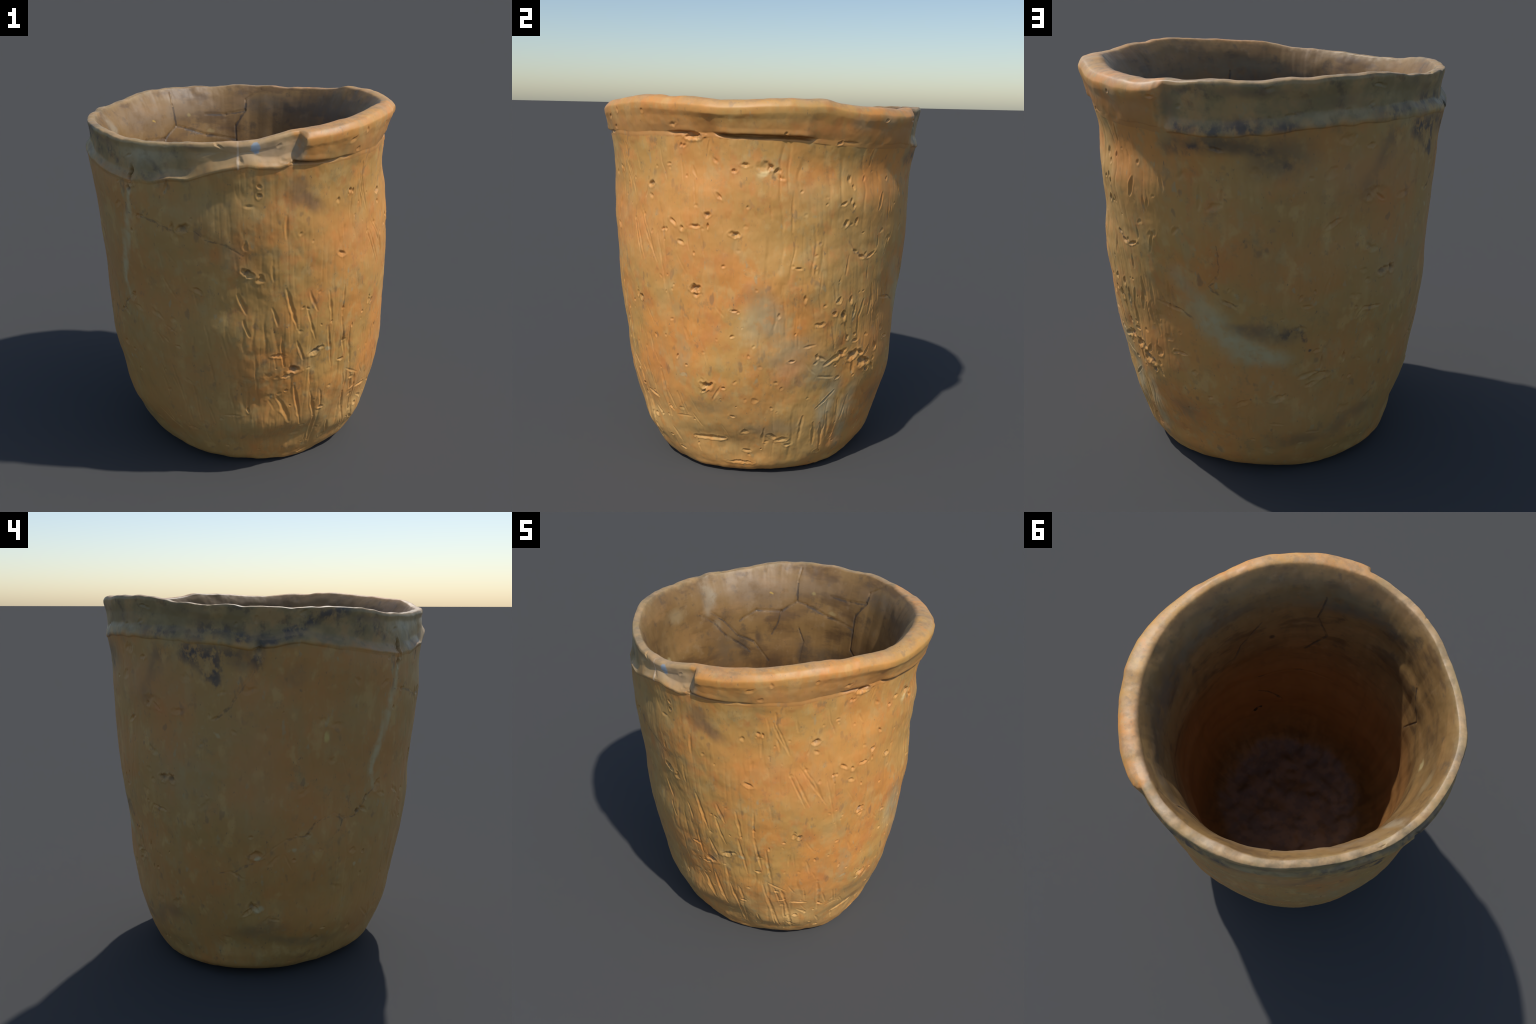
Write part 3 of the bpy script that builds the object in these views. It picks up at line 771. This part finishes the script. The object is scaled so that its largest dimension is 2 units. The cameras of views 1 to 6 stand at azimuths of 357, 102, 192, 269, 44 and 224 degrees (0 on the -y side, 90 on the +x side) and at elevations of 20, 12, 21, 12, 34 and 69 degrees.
def with_band(g, c):
    """Greyish scar left round the pot where the lip has come off; fades raggedly at the ledge."""
    a = angle_node(g)
    rag = g.math('ADD', a, g.math('MULTIPLY', g.math('SUBTRACT', g.noise(g.obj, 13, 3, .6), .5), 9.0))
    lipm = g.math('MULTIPLY', g.ramp(rag, LIP_FROM - 1.5, LIP_FROM + 1.5), g.ramp(rag, LIP_TO + 2, LIP_TO - 2))
    n = g.noise(g.obj, 9, 4, .6)
    band = g.mix(g.ramp(n, .36, .64), (.285, .200, .085), (.36, .27, .13))
    band = g.mix(g.math('MULTIPLY', g.ramp(g.noise(g.obj, 17, 3, .6), .54, .70), .7), band, (.13, .09, .055))
    front = g.math('MULTIPLY', g.ramp(a, -26, -6), g.ramp(a, 30, 20))
    band = g.mix(g.math('MULTIPLY', front, .8), band, (.55, .345, .15))
    q = g.n('ShaderNodeSeparateXYZ')
    g.put(q.inputs[0], g.warp(.10, 7, .06, 20))
    d = g.math('SUBTRACT', q.outputs[2], ring_curve(g, a, LEDGE, 1.6, 1.9))
    d = g.math('ADD', d, g.math('MULTIPLY', g.math('SUBTRACT', g.noise(g.obj, 8, 4, .6), .5), .17))
    here = g.math('MULTIPLY', g.ramp(d, -.034, .030), g.math('SUBTRACT', 1.0, lipm))
    here = g.math('MULTIPLY', here, g.ramp(n, .62, .40, .55, 1.0))
    return g.mix(here, c, band), a, lipm


def clay_base(g, soft):
    """The mottled fired clay shared by wall, base and rim."""
    broad = g.noise(g.obj, 2.3, 3, .5)
    mid = g.noise(g.obj, 7, 4, .6)
    streak = g.noise(g.obj, 9, 4, .6, stretch=(1, 1, .28))
    fine = g.noise(g.obj, 38, 4, .65)
    fleck = g.noise(g.obj, 24, 2, .5, stretch=(1, 1, .6))
    c = g.mix(g.ramp(broad, .38, .62), OCHRE, ORANGE)
    # the left half: darker and more olive
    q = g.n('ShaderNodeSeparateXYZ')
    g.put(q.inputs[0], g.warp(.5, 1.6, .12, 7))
    left_side = g.ramp(q.outputs[0], .30, -.25)
    c = g.mix(left_side, c, g.mix(g.ramp(broad, .40, .60), (.49, .278, .085), (.55, .262, .074)))
    c = g.mix(g.math('MULTIPLY', g.ramp(mid, .52, .70), g.ramp(left_side, 0.0, 1.0, .7, .3)), c, RED)
    c = g.mix(g.math('MULTIPLY', g.ramp(streak, .50, .74), .42), c, OLIVE)
    c = g.mix(g.math('MULTIPLY', g.ramp(streak, .46, .28), .45), c, TAN)
    c = g.mix(g.math('MULTIPLY', g.ramp(fleck, .66, .76), .55), c, GREY)
    c = g.mix(g.math('MULTIPLY', g.ramp(fleck, .32, .22), .45), c, (.36, .20, .09))
    blotch = g.noise(g.obj, 12, 3, .55, stretch=(1, 1, .7), color=True)
    bq = g.n('ShaderNodeSeparateColor')
    g.put(bq.inputs[0], blotch)
    c = g.mix(g.math('MULTIPLY', g.ramp(bq.outputs[0], .54, .68), .40), c, (.48, .335, .135))
    c = g.mix(g.math('MULTIPLY', g.ramp(bq.outputs[1], .55, .68), g.ramp(left_side, 0.0, 1.0, .50, .18)), c, (.66, .245, .058))
    c = g.mix(g.math('MULTIPLY', g.ramp(bq.outputs[2], .56, .70), .45), c, (.66, .42, .150))
    grime = g.noise(g.obj, 11, 5, .7)
    c = g.mix(g.math('MULTIPLY', g.ramp(grime, .55, .72), .45), c, (.31, .205, .09))
    spot = g.noise(g.obj, 19, 2, .5, stretch=(1, 1, .6))
    c = g.mix(g.math('MULTIPLY', g.ramp(spot, .64, .74), .5), c, (.24, .145, .075))
    speck = g.noise(g.obj, 62, 2, .5, stretch=(1, 1, .55))
    c = g.mix(g.math('MULTIPLY', g.math('MULTIPLY', g.ramp(speck, .66, .74), g.ramp(grime, .42, .60)), .6), c, UMBER)
    c = g.mix(g.math('MULTIPLY', g.ramp(fine, .62, .80), .35), c, UMBER)
    c = g.mix(g.math('MULTIPLY', g.ramp(fine, .40, .22), .25), c, PALE)
    return c, fine, fleck


# (angle, height, half width, half height, tilt, softness, colour, strength)
WALL_MARKS = [
    # warmer and cooler fields
    (75, 1.45, .40, .25, 0, .9, ORANGE, .55), (60, 1.25, .30, .18, 10, .9, RED, .35), (38, 1.38, .16, .12, 0, .9, RED, .45),
    (28, 1.45, .16, .16, 20, .9, ORANGE, .5), (62, .62, .10, .14, 0, .8, RED, .5), (48, .42, .16, .08, 0, .8, RED, .40),
    (60, .22, .60, .28, 0, .9, TAN, .75), (110, .25, .40, .28, 0, .9, TAN, .6), (20, .25, .35, .20, 0, .9, OLIVE, .45), (330, .55, .5, .45, 0, .9, OLIVE, .30),
    (345, 1.60, .22, .10, 0, .9, OLIVE, .55), (120, 1.52, .14, .10, 0, .8, TAN, .5), (135, 1.25, .18, .32, 0, .9, OLIVE, .40),
    (150, 1.45, .18, .16, 0, .9, ORANGE, .35), (152, .85, .12, .22, 0, .9, RED, .40), (165, .75, .20, .14, 0, .9, ORANGE, .5),
    (225, 1.55, .35, .16, 0, .9, (.55, .28, .11), .5), (265, 1.20, .16, .35, 0, .9, (.56, .29, .11), .45),
    (240, 1.10, .20, .22, 0, .9, GREY, .32), (300, 1.30, .22, .30, 0, .9, OLIVE, .35), (300, .45, .40, .30, 0, .9, OCHRE, .4),
    (210, .35, .6, .28, 0, .9, OLIVE, .30),
    # grey worn areas on the right
    (104, .93, .09, .15, -20, .8, GREY, .75), (112, .74, .16, .08, -15, .8, GREY, .65), (113, .64, .10, .09, 0, .8, (.72, .34, .14), .6),
    (124, .62, .09, .10, 15, .7, GREY, .70), (130, .42, .06, .16, 10, .7, (.44, .37, .22), .70), (98, .88, .06, .10, 0, .8, PALE, .35),
    (141, .34, .05, .20, 8, .7, PALE, .55), (84, .43, .14, .04, 0, .8, (.36, .23, .10), .5), (74, .69, .05, .10, 0, .8, GREY, .45),
    (107, .31, .16, .05, 0, .8, (.30, .20, .10), .65), (66, .95, .07, .10, 0, .8, TAN, .6),
    # pale sweeping arc at the back
    (164, 1.10, .05, .07, 0, 1.0, (.48, .39, .20), .5), (168, 1.00, .065, .075, 0, 1.0, (.48, .39, .20), .6), (173, .91, .07, .07, 0, 1.0, (.52, .44, .24), .85),
    (179, .83, .08, .065, 0, 1.0, (.52, .44, .24), .9), (185, .76, .09, .06, 0, 1.0, (.52, .44, .24), .9), (192, .73, .09, .05, 0, 1.0, (.52, .44, .24), .75),
    (160, .985, .02, .05, 0, .7, SOOT, .25),
    # stains
    (191, .86, .16, .05, 8, .9, (.26, .18, .09), .65), (198, .86, .07, .03, 0, .7, SOOT, .65), (184, .89, .10, .03, 6, .8, UMBER, .55),
    (203.5, .83, .014, .034, -5, .5, SOOT, .85), (206, .752, .011, .012, 0, .5, SOOT, .8),
    (17, 1.66, .075, .085, -25, .8, (.30, .17, .075), .75), (21, 1.60, .04, .08, -35, .8, (.26, .14, .065), .75),
    (180, 1.715, .22, .045, 0, .9, (.15, .105, .06), .85), (195, 1.66, .14, .09, 0, .9, (.20, .135, .07), .75), (172, 1.70, .03, .02, 0, .7, SOOT, .7), (178, 1.705, .025, .02, 0, .7, SOOT, .7), (190, 1.70, .05, .025, 0, .7, SOOT, .6), (197, 1.62, .03, .03, 0, .7, SOOT, .5),
    (168, 1.69, .10, .035, 0, .8, SOOT, .45), (244, 1.705, .06, .05, 0, .7, SOOT, .95), (250, 1.69, .08, .06, 0, .8, SOOT, .85), (252, 1.63, .05, .06, 0, .7, SOOT, .9), (258, 1.70, .06, .04, 0, .8, SOOT, .7), (232, 1.70, .08, .05, 0, .9, SOOT, .4),
    (253, 1.57, .02, .05, 10, .6, SOOT, .75), (266, 1.69, .035, .06, 0, .7, SOOT, .8), (228, 1.62, .05, .08, 20, .9, UMBER, .45),
    (262, 1.68, .08, .05, 0, .9, UMBER, .5), (222, 1.50, .05, .07, 25, .9, UMBER, .35), (278, 1.60, .06, .06, 0, .9, UMBER, .35),
    (225, .33, .16, .05, -10, .9, UMBER, .45), (268, .30, .14, .05, -15, .9, UMBER, .5), (285, .22, .25, .035, 6, .8, (.25, .18, .09), .5),
    (205, .25, .18, .05, -10, .9, UMBER, .45), (158, .40, .10, .08, 0, .9, UMBER, .4), (229, 1.42, .05, .035, 0, .7, RED, .6),
    (355, 1.35, .05, .09, -20, .8, (.33, .24, .11), .5), (20, .70, .06, .05, 0, .8, (.33, .24, .11), .5),
    # drip of pale slip on the front left
    (318, 1.60, .022, .11, 3, .8, PALE, .65), (315, 1.43, .024, .13, 7, .8, PALE, .75), (311, 1.25, .022, .14, 8, .8, PALE, .80),
    (311, 1.11, .016, .08, -6, .8, PALE, .75),
    # inclusions
    (101, 1.640, .030, .020, 0, .5, (.80, .58, .26), .8), (268, .445, .022, .03, 25, .6, PALE, .7), (267, .72, .02, .014, 0, .6, PALE, .7),
    (291, 1.30, .014, .028, 10, .6, (.70, .52, .16), .7), (31, .76, .03, .011, 20, .6, PALE, .65), (74, .58, .024, .012, 0, .6, PALE, .5),
    (253, 1.32, .012, .012, 0, .6, PALE, .5), (305, .64, .01, .016, 0, .6, PALE, .6), (280, .75, .014, .014, 0, .6, PALE, .5),
]
RIM_MARKS = [
    (169, 1.778, .05, .022, 0, .8, SOOT, .8), (177, 1.772, .06, .02, 0, .8, SOOT, .75), (186, 1.775, .07, .025, 0, .8, SOOT, .8), (197, 1.785, .06, .022, 0, .8, SOOT, .75),
    (207, 1.792, .05, .02, 0, .8, SOOT, .6), (232, 1.80, .10, .04, 0, .9, SOOT, .6), (248, 1.80, .08, .05, 0, .9, SOOT, .65), (240, 1.90, .10, .03, 0, .9, (.16, .115, .06), .6),
    (205, 1.87, .14, .05, 0, .9, (.22, .16, .07), .5), (180, 1.86, .10, .05, 0, .9, (.38, .27, .11), .5),
    (60, 1.88, .35, .10, 0, .9, (.66, .33, .12), .4), (125, 1.86, .26, .06, 0, .9, RED, .65), (135, 1.88, .07, .04, 0, .8, GREY, .5),
    (108, 1.90, .12, .03, 0, .8, OLIVE, .5), (146, 1.88, .06, .05, 0, .8, GREY, .6), (40, 1.90, .05, .05, 0, .8, TAN, .5),
    (92, 1.90, .02, .02, 0, .6, TAN, .6), (30, 1.83, .10, .03, 0, .9, OLIVE, .5), (155, 1.84, .10, .05, 0, .9, (.55, .27, .10), .6),
    (2, 1.86, .12, .06, 10, .8, (.66, .46, .27), .75), (10, 1.87, .10, .05, 0, .8, (.68, .46, .27), .6), (16, 1.86, .035, .07, 0, .7, (.33, .27, .18), .7),
    (166, 1.87, .04, .08, 0, .7, UMBER, .5), (271, 1.765, .035, .02, 0, .6, SOOT, .8), (275, 1.795, .04, .025, 0, .6, SOOT, .85), (279, 1.815, .04, .022, 0, .6, SOOT, .85), (283, 1.850, .045, .03, 0, .6, SOOT, .9), (287, 1.880, .05, .025, 0, .7, SOOT, .85), (262, 1.775, .05, .02, 0, .7, SOOT, .7),
    (292, 1.88, .08, .03, -10, .8, SOOT, .85), (278, 1.80, .08, .025, -20, .8, SOOT, .8), (256, 1.80, .16, .035, 10, .9, SOOT, .55),
    (248, 1.85, .05, .05, 0, .9, UMBER, .55), (300, 1.82, .03, .05, 10, .8, SOOT, .8), (307, 1.83, .03, .05, 0, .8, SOOT, .75),
    (312, 1.80, .02, .06, 5, .8, SOOT, .7), (304, 1.86, .10, .02, 0, .8, UMBER, .6), (268, 1.76, .03, .05, 0, .7, (.05, .05, .045), .85),
    (235, 1.86, .15, .05, 0, .9, (.30, .24, .12), .5), (215, 1.86, .10, .05, 0, .9, UMBER, .4), (226, 1.80, .05, .035, 0, .8, UMBER, .55),
    (185, 1.79, .25, .03, 0, .9, SOOT, .45), (205, 1.80, .10, .03, 0, .8, GREY, .5), (218, 1.81, .10, .03, 0, .8, GREY, .5),
    (172, 1.93, .10, .02, 0, .8, SOOT, .5), (188, 1.92, .16, .02, 0, .9, UMBER, .6), (325, 1.82, .16, .06, 0, .9, (.44, .37, .23), .6),
    (335, 1.74, .10, .025, 20, .8, GREY, .5), (325, 1.71, .06, .02, 0, .8, SOOT, .4), (330, 1.75, .08, .015, 35, .8, SOOT, .45),
    (343, 1.875, .06, .018, 0, .8, UMBER, .5),
]
INNER_MARKS = [
    (66, .552, .022, .012, 20, .4, (.02, .015, .01), .95), (62.5, .572, .012, .010, 0, .4, (.02, .015, .01), .95), (56, 1.486, .02, .02, 0, .6, (.04, .03, .025), .8),
    (225, 1.30, .30, .10, 0, .9, (.085, .05, .03), .7), (185, 1.34, .22, .09, 0, .9, (.085, .05, .03), .7), (262, 1.30, .12, .12, 0, .9, (.10, .06, .035), .6), (235, 1.50, .03, .06, 0, .8, (.07, .045, .03), .7),
    (228, 1.80, .22, .09, 0, .9, (.31, .215, .13), .5), (245, 1.83, .16, .07, 0, .9, (.30, .21, .125), .45), (205, 1.84, .18, .06, 0, .9, (.27, .18, .10), .5),
    (262, 1.78, .05, .07, 0, .8, (.36, .30, .21), .5), (255, 1.45, .10, .14, 0, .9, (.14, .10, .06), .6), (245, 1.45, .05, .10, 10, .8, (.07, .05, .035), .7),
    (208, 1.40, .05, .12, 0, .8, (.07, .05, .035), .75), (195, 1.38, .16, .06, 0, .9, (.10, .07, .04), .65), (172, 1.42, .10, .10, 0, .9, (.10, .07, .04), .6),
    (125, 1.80, .35, .10, 0, .9, (.10, .085, .07), .6), (90, 1.82, .30, .06, 0, .9, (.17, .15, .10), .6), (30, 1.80, .45, .07, 0, .9, (.17, .15, .085), .6),
    (15, 1.74, .30, .05, 0, .9, (.10, .10, .08), .55), (165, 1.85, .20, .06, 0, .9, (.14, .11, .08), .5), (285, 1.75, .10, .05, 0, .8, (.34, .27, .15), .4),
    (300, 1.55, .14, .20, 0, .9, (.28, .18, .075), .4),
    (227, 1.78, .011, .009, 0, .6, (.60, .38, .08), .7), (205, 1.80, .015, .013, 0, .6, (.42, .32, .12), .6), (263, 1.86, .03, .04, 0, 1.0, (.40, .33, .22), .45), (260, 1.79, .025, .04, 0, 1.0, (.40, .33, .22), .4), (264, 1.71, .03, .03, 0, 1.0, (.40, .33, .22), .4), (259, 1.62, .03, .04, 0, .8, (.36, .29, .19), .5),
    (193, 1.70, .022, .012, 0, .6, (.40, .29, .12), .6), (300, 1.52, .03, .025, 0, .6, (.55, .45, .22), .6),
]


def apply_marks(g, c, marks, soft, radius=None, breakup=None):
    speckle = g.ramp(g.noise(g.obj, 24, 3, .6, stretch=(1, 1, .75)), .40, .58, .10, 1.0)
    for k, (d, z, hw, hh, tilt, so, col, s) in enumerate(marks):
        if k % 4 == 0:
            vec = g.after(c, soft)
        f = g.math('MULTIPLY', g.spot(vec, d, z, hw, hh, tilt, so, radius), s)
        if col is SOOT:
            if max(hw, hh) > .015:
                f = g.math('MULTIPLY', f, speckle)
        elif breakup is not None and max(hw, hh) > .03:
            f = g.math('MULTIPLY', f, breakup)
        c = g.mix(f, c, col)
    return c


def wall_material():
    g = Graph('fired_clay')
    soft = g.warp(.10, 5, .035, 22)
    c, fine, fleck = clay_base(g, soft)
    c, _, _ = with_band(g, c)
    brk = g.ramp(g.noise(g.obj, 16, 3, .6), .30, .54, .4, 1.0)
    c = apply_marks(g, c, WALL_MARKS, soft, None, brk)
    # shadow inside the deeper pits, painted as dark spots
    pit_shade = [(d, z + hh * 2e-4, hw * .8e-3, hh * .8e-3, t, .8, (.17, .115, .06), .6)
            for side in PITS.values() for d, z, hw, hh, t, dep in side if dep >= 10]
    c = apply_marks(g, c, pit_shade, g.warp(.01, 30, .006, 70))
    thin = g.warp(.03, 9, .016, 32)
    brk2 = g.ramp(g.noise(g.obj, 30, 2, .6), .38, .60, .05, 1.0)
    for line in CRACKS:
        f = g.polyline(g.after(c, thin), line, .0075, wall_at)
        c = g.mix(g.math('MULTIPLY', g.math('MULTIPLY', f, .5), brk2), c, (.10, .065, .045))
    bump = g.math('ADD', g.math('MULTIPLY', fine, .5), fleck)
    return g.finish(c, .56, bump, .18, .004)


def rim_material():
    g = Graph('rim_clay')
    soft = g.warp(.06, 6, .03, 22)
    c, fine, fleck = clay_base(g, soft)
    c, a, lipm = with_band(g, c)
    # shade beneath the overhanging lip, tinted in as a darker red-brown
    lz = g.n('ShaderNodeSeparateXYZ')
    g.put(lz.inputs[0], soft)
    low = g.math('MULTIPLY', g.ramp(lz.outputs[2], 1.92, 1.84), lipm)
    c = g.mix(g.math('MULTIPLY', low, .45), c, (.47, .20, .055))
    brk = g.ramp(g.noise(g.obj, 18, 3, .6), .30, .56, .25, 1.0)
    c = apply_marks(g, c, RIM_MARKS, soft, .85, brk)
    # pinkish-brown crest, on upward-facing faces
    nz = g.n('ShaderNodeSeparateXYZ')
    geo = g.n('ShaderNodeNewGeometry')
    g.t.links.new(geo.outputs['Normal'], nz.inputs[0])
    crest_fac = g.math('MULTIPLY', g.ramp(nz.outputs[2], .35, .85), g.ramp(g.noise(g.obj, 7, 5, .7), .34, .62, .1, .8))
    crest_col = g.mix(g.ramp(g.noise(g.obj, 21, 3, .6), .40, .62), (.47, .30, .150), (.31, .215, .118))
    crest_fac = g.math('MULTIPLY', crest_fac, g.ramp(lipm, 0.0, 1.0, 1.0, .85))
    c = g.mix(crest_fac, c, crest_col)
    # the brown of the inside begins just within the crest
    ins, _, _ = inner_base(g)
    ins = apply_marks(g, ins, [m for m in INNER_MARKS if m[1] + m[3] > 1.80 and max(m[2:4]) > .03], g.on_cylinder(g.warp(.06, 5, .03, 20), .70), .70,
                      g.ramp(g.noise(g.obj, 16, 3, .6), .30, .56, .3, 1.0))
    q = g.n('ShaderNodeSeparateXYZ')
    g.put(q.inputs[0], g.warp(.02, 12, .02, 30))
    rr = g.math('ADD', g.math('MULTIPLY', q.outputs[0], q.outputs[0]), g.math('MULTIPLY', q.outputs[1], q.outputs[1]))
    crest = ring_curve(g, a, [(15 * k, v) for k, v in enumerate(CREST_R)], .7, .9)
    depth = g.math('SUBTRACT', crest, g.math('SQRT', rr))
    c = g.mix(g.ramp(depth, .004, .036), c, ins)
    # a small dab of blue-grey paint
    dab = g.spot(g.warp(.035, 22, .014, 60), 2.5, 1.877, .025, .026, 0, .3, .870, .04)
    c = g.mix(g.math('MULTIPLY', dab, .9), c, (.36, .44, .52))
    line = g.spot(g.warp(.012, 18, .004, 50), 357.2, 1.83, .006, .085, 0, .7, .868, .03)
    c = g.mix(g.math('MULTIPLY', line, .7), c, (.78, .60, .42))
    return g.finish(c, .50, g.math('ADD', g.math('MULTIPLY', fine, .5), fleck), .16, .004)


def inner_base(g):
    """Dark brown clay of the inside."""
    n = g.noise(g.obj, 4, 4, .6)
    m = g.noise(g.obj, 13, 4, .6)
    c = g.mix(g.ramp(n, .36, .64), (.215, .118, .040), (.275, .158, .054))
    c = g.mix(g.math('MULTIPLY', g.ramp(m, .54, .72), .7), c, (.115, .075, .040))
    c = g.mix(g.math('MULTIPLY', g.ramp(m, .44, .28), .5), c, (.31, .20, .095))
    # lit and shaded flanks of the inside ridges, drawn as colour bands
    ridge_shade = g.noise(g.obj, 3.2, 4, .6, stretch=(1, 1, 3.2))
    c = g.mix(g.math('MULTIPLY', g.ramp(ridge_shade, .52, .66), .65), c, (.115, .062, .026))
    c = g.mix(g.math('MULTIPLY', g.ramp(ridge_shade, .46, .32), .55), c, (.34, .185, .065))
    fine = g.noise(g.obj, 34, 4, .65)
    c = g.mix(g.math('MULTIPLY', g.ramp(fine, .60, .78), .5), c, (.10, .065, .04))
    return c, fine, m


def inner_material():
    g = Graph('inner_clay')
    soft = g.warp(.20, 4, .06, 16)
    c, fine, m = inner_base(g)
    # reddest below the middle, floor brown deepened and warmed to offset blue skylight
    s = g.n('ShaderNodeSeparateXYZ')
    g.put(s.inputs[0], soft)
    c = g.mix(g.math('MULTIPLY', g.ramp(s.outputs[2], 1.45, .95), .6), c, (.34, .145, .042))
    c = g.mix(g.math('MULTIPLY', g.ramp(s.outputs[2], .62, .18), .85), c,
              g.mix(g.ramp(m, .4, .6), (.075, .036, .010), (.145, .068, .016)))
    brk = g.ramp(g.noise(g.obj, 16, 3, .6), .30, .56, .3, 1.0)
    c = apply_marks(g, c, INNER_MARKS, g.on_cylinder(g.warp(.06, 5, .03, 20), .70), .70, brk)
    thin = g.on_cylinder(g.warp(.02, 9, .012, 32), .70)
    for line in INNER_CRACKS:
        f = g.polyline(g.after(c, thin), line, .010, lambda d, z: .70)
        c = g.mix(g.math('MULTIPLY', f, g.ramp(m, .36, .58, .12, .8)), c, (.07, .05, .035))
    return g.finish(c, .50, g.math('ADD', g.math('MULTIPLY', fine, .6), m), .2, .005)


MATS = {'wall': wall_material(), 'rim': rim_material(), 'inner': inner_material()}

# ------------------------------------------------------------------- objects
pot = bpy.data.objects.new('clay_pot', None)
bpy.context.scene.collection.objects.link(pot)
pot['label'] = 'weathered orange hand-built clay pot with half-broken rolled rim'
pot['category'] = 'clay pot'


def make_part(name, lo, hi, mat, cap=None):
    """Mesh of grid rows lo..hi inclusive; neighbouring parts share their border rows."""
    nr = hi - lo + 1
    verts = POS[lo:hi + 1].reshape(-1, 3)
    nors = NOR[lo:hi + 1].reshape(-1, 3)
    j, i = np.meshgrid(np.arange(nr - 1), np.arange(NCOL), indexing='ij')
    i2 = (i + 1) % NCOL
    quads = np.stack([j * NCOL + i, j * NCOL + i2, (j + 1) * NCOL + i2, (j + 1) * NCOL + i], -1).reshape(-1, 4)
    loops = quads.ravel()
    starts = np.arange(len(quads)) * 4
    if cap is not None:
        row = 0 if cap == 'first' else nr - 1
        centre = verts[row * NCOL:(row + 1) * NCOL].mean(0)
        nor = np.array([[0, 0, -1.0 if cap == 'first' else 1.0]])
        ci = len(verts)
        verts = np.vstack([verts, centre]); nors = np.vstack([nors, nor])
        k = np.arange(NCOL); k2 = (k + 1) % NCOL
        a, b = row * NCOL + k, row * NCOL + k2
        tri = np.stack([b, a, np.full(NCOL, ci)], -1) if cap == 'first' else np.stack([a, b, np.full(NCOL, ci)], -1)
        starts = np.concatenate([starts, len(loops) + np.arange(NCOL) * 3])
        loops = np.concatenate([loops, tri.ravel()])
    me = bpy.data.meshes.new(name)
    me.vertices.add(len(verts)); me.vertices.foreach_set('co', verts.astype(np.float32).ravel())
    me.loops.add(len(loops)); me.loops.foreach_set('vertex_index', loops.astype(np.int32))
    me.polygons.add(len(starts)); me.polygons.foreach_set('loop_start', starts.astype(np.int32))
    me.update(calc_edges=True)
    me.polygons.foreach_set('use_smooth', np.ones(len(starts), bool))
    me.normals_split_custom_set_from_vertices([tuple(v) for v in nors])
    me.materials.append(mat)
    ob = bpy.data.objects.new(name, me)
    bpy.context.scene.collection.objects.link(ob)
    ob.parent = pot
    return ob


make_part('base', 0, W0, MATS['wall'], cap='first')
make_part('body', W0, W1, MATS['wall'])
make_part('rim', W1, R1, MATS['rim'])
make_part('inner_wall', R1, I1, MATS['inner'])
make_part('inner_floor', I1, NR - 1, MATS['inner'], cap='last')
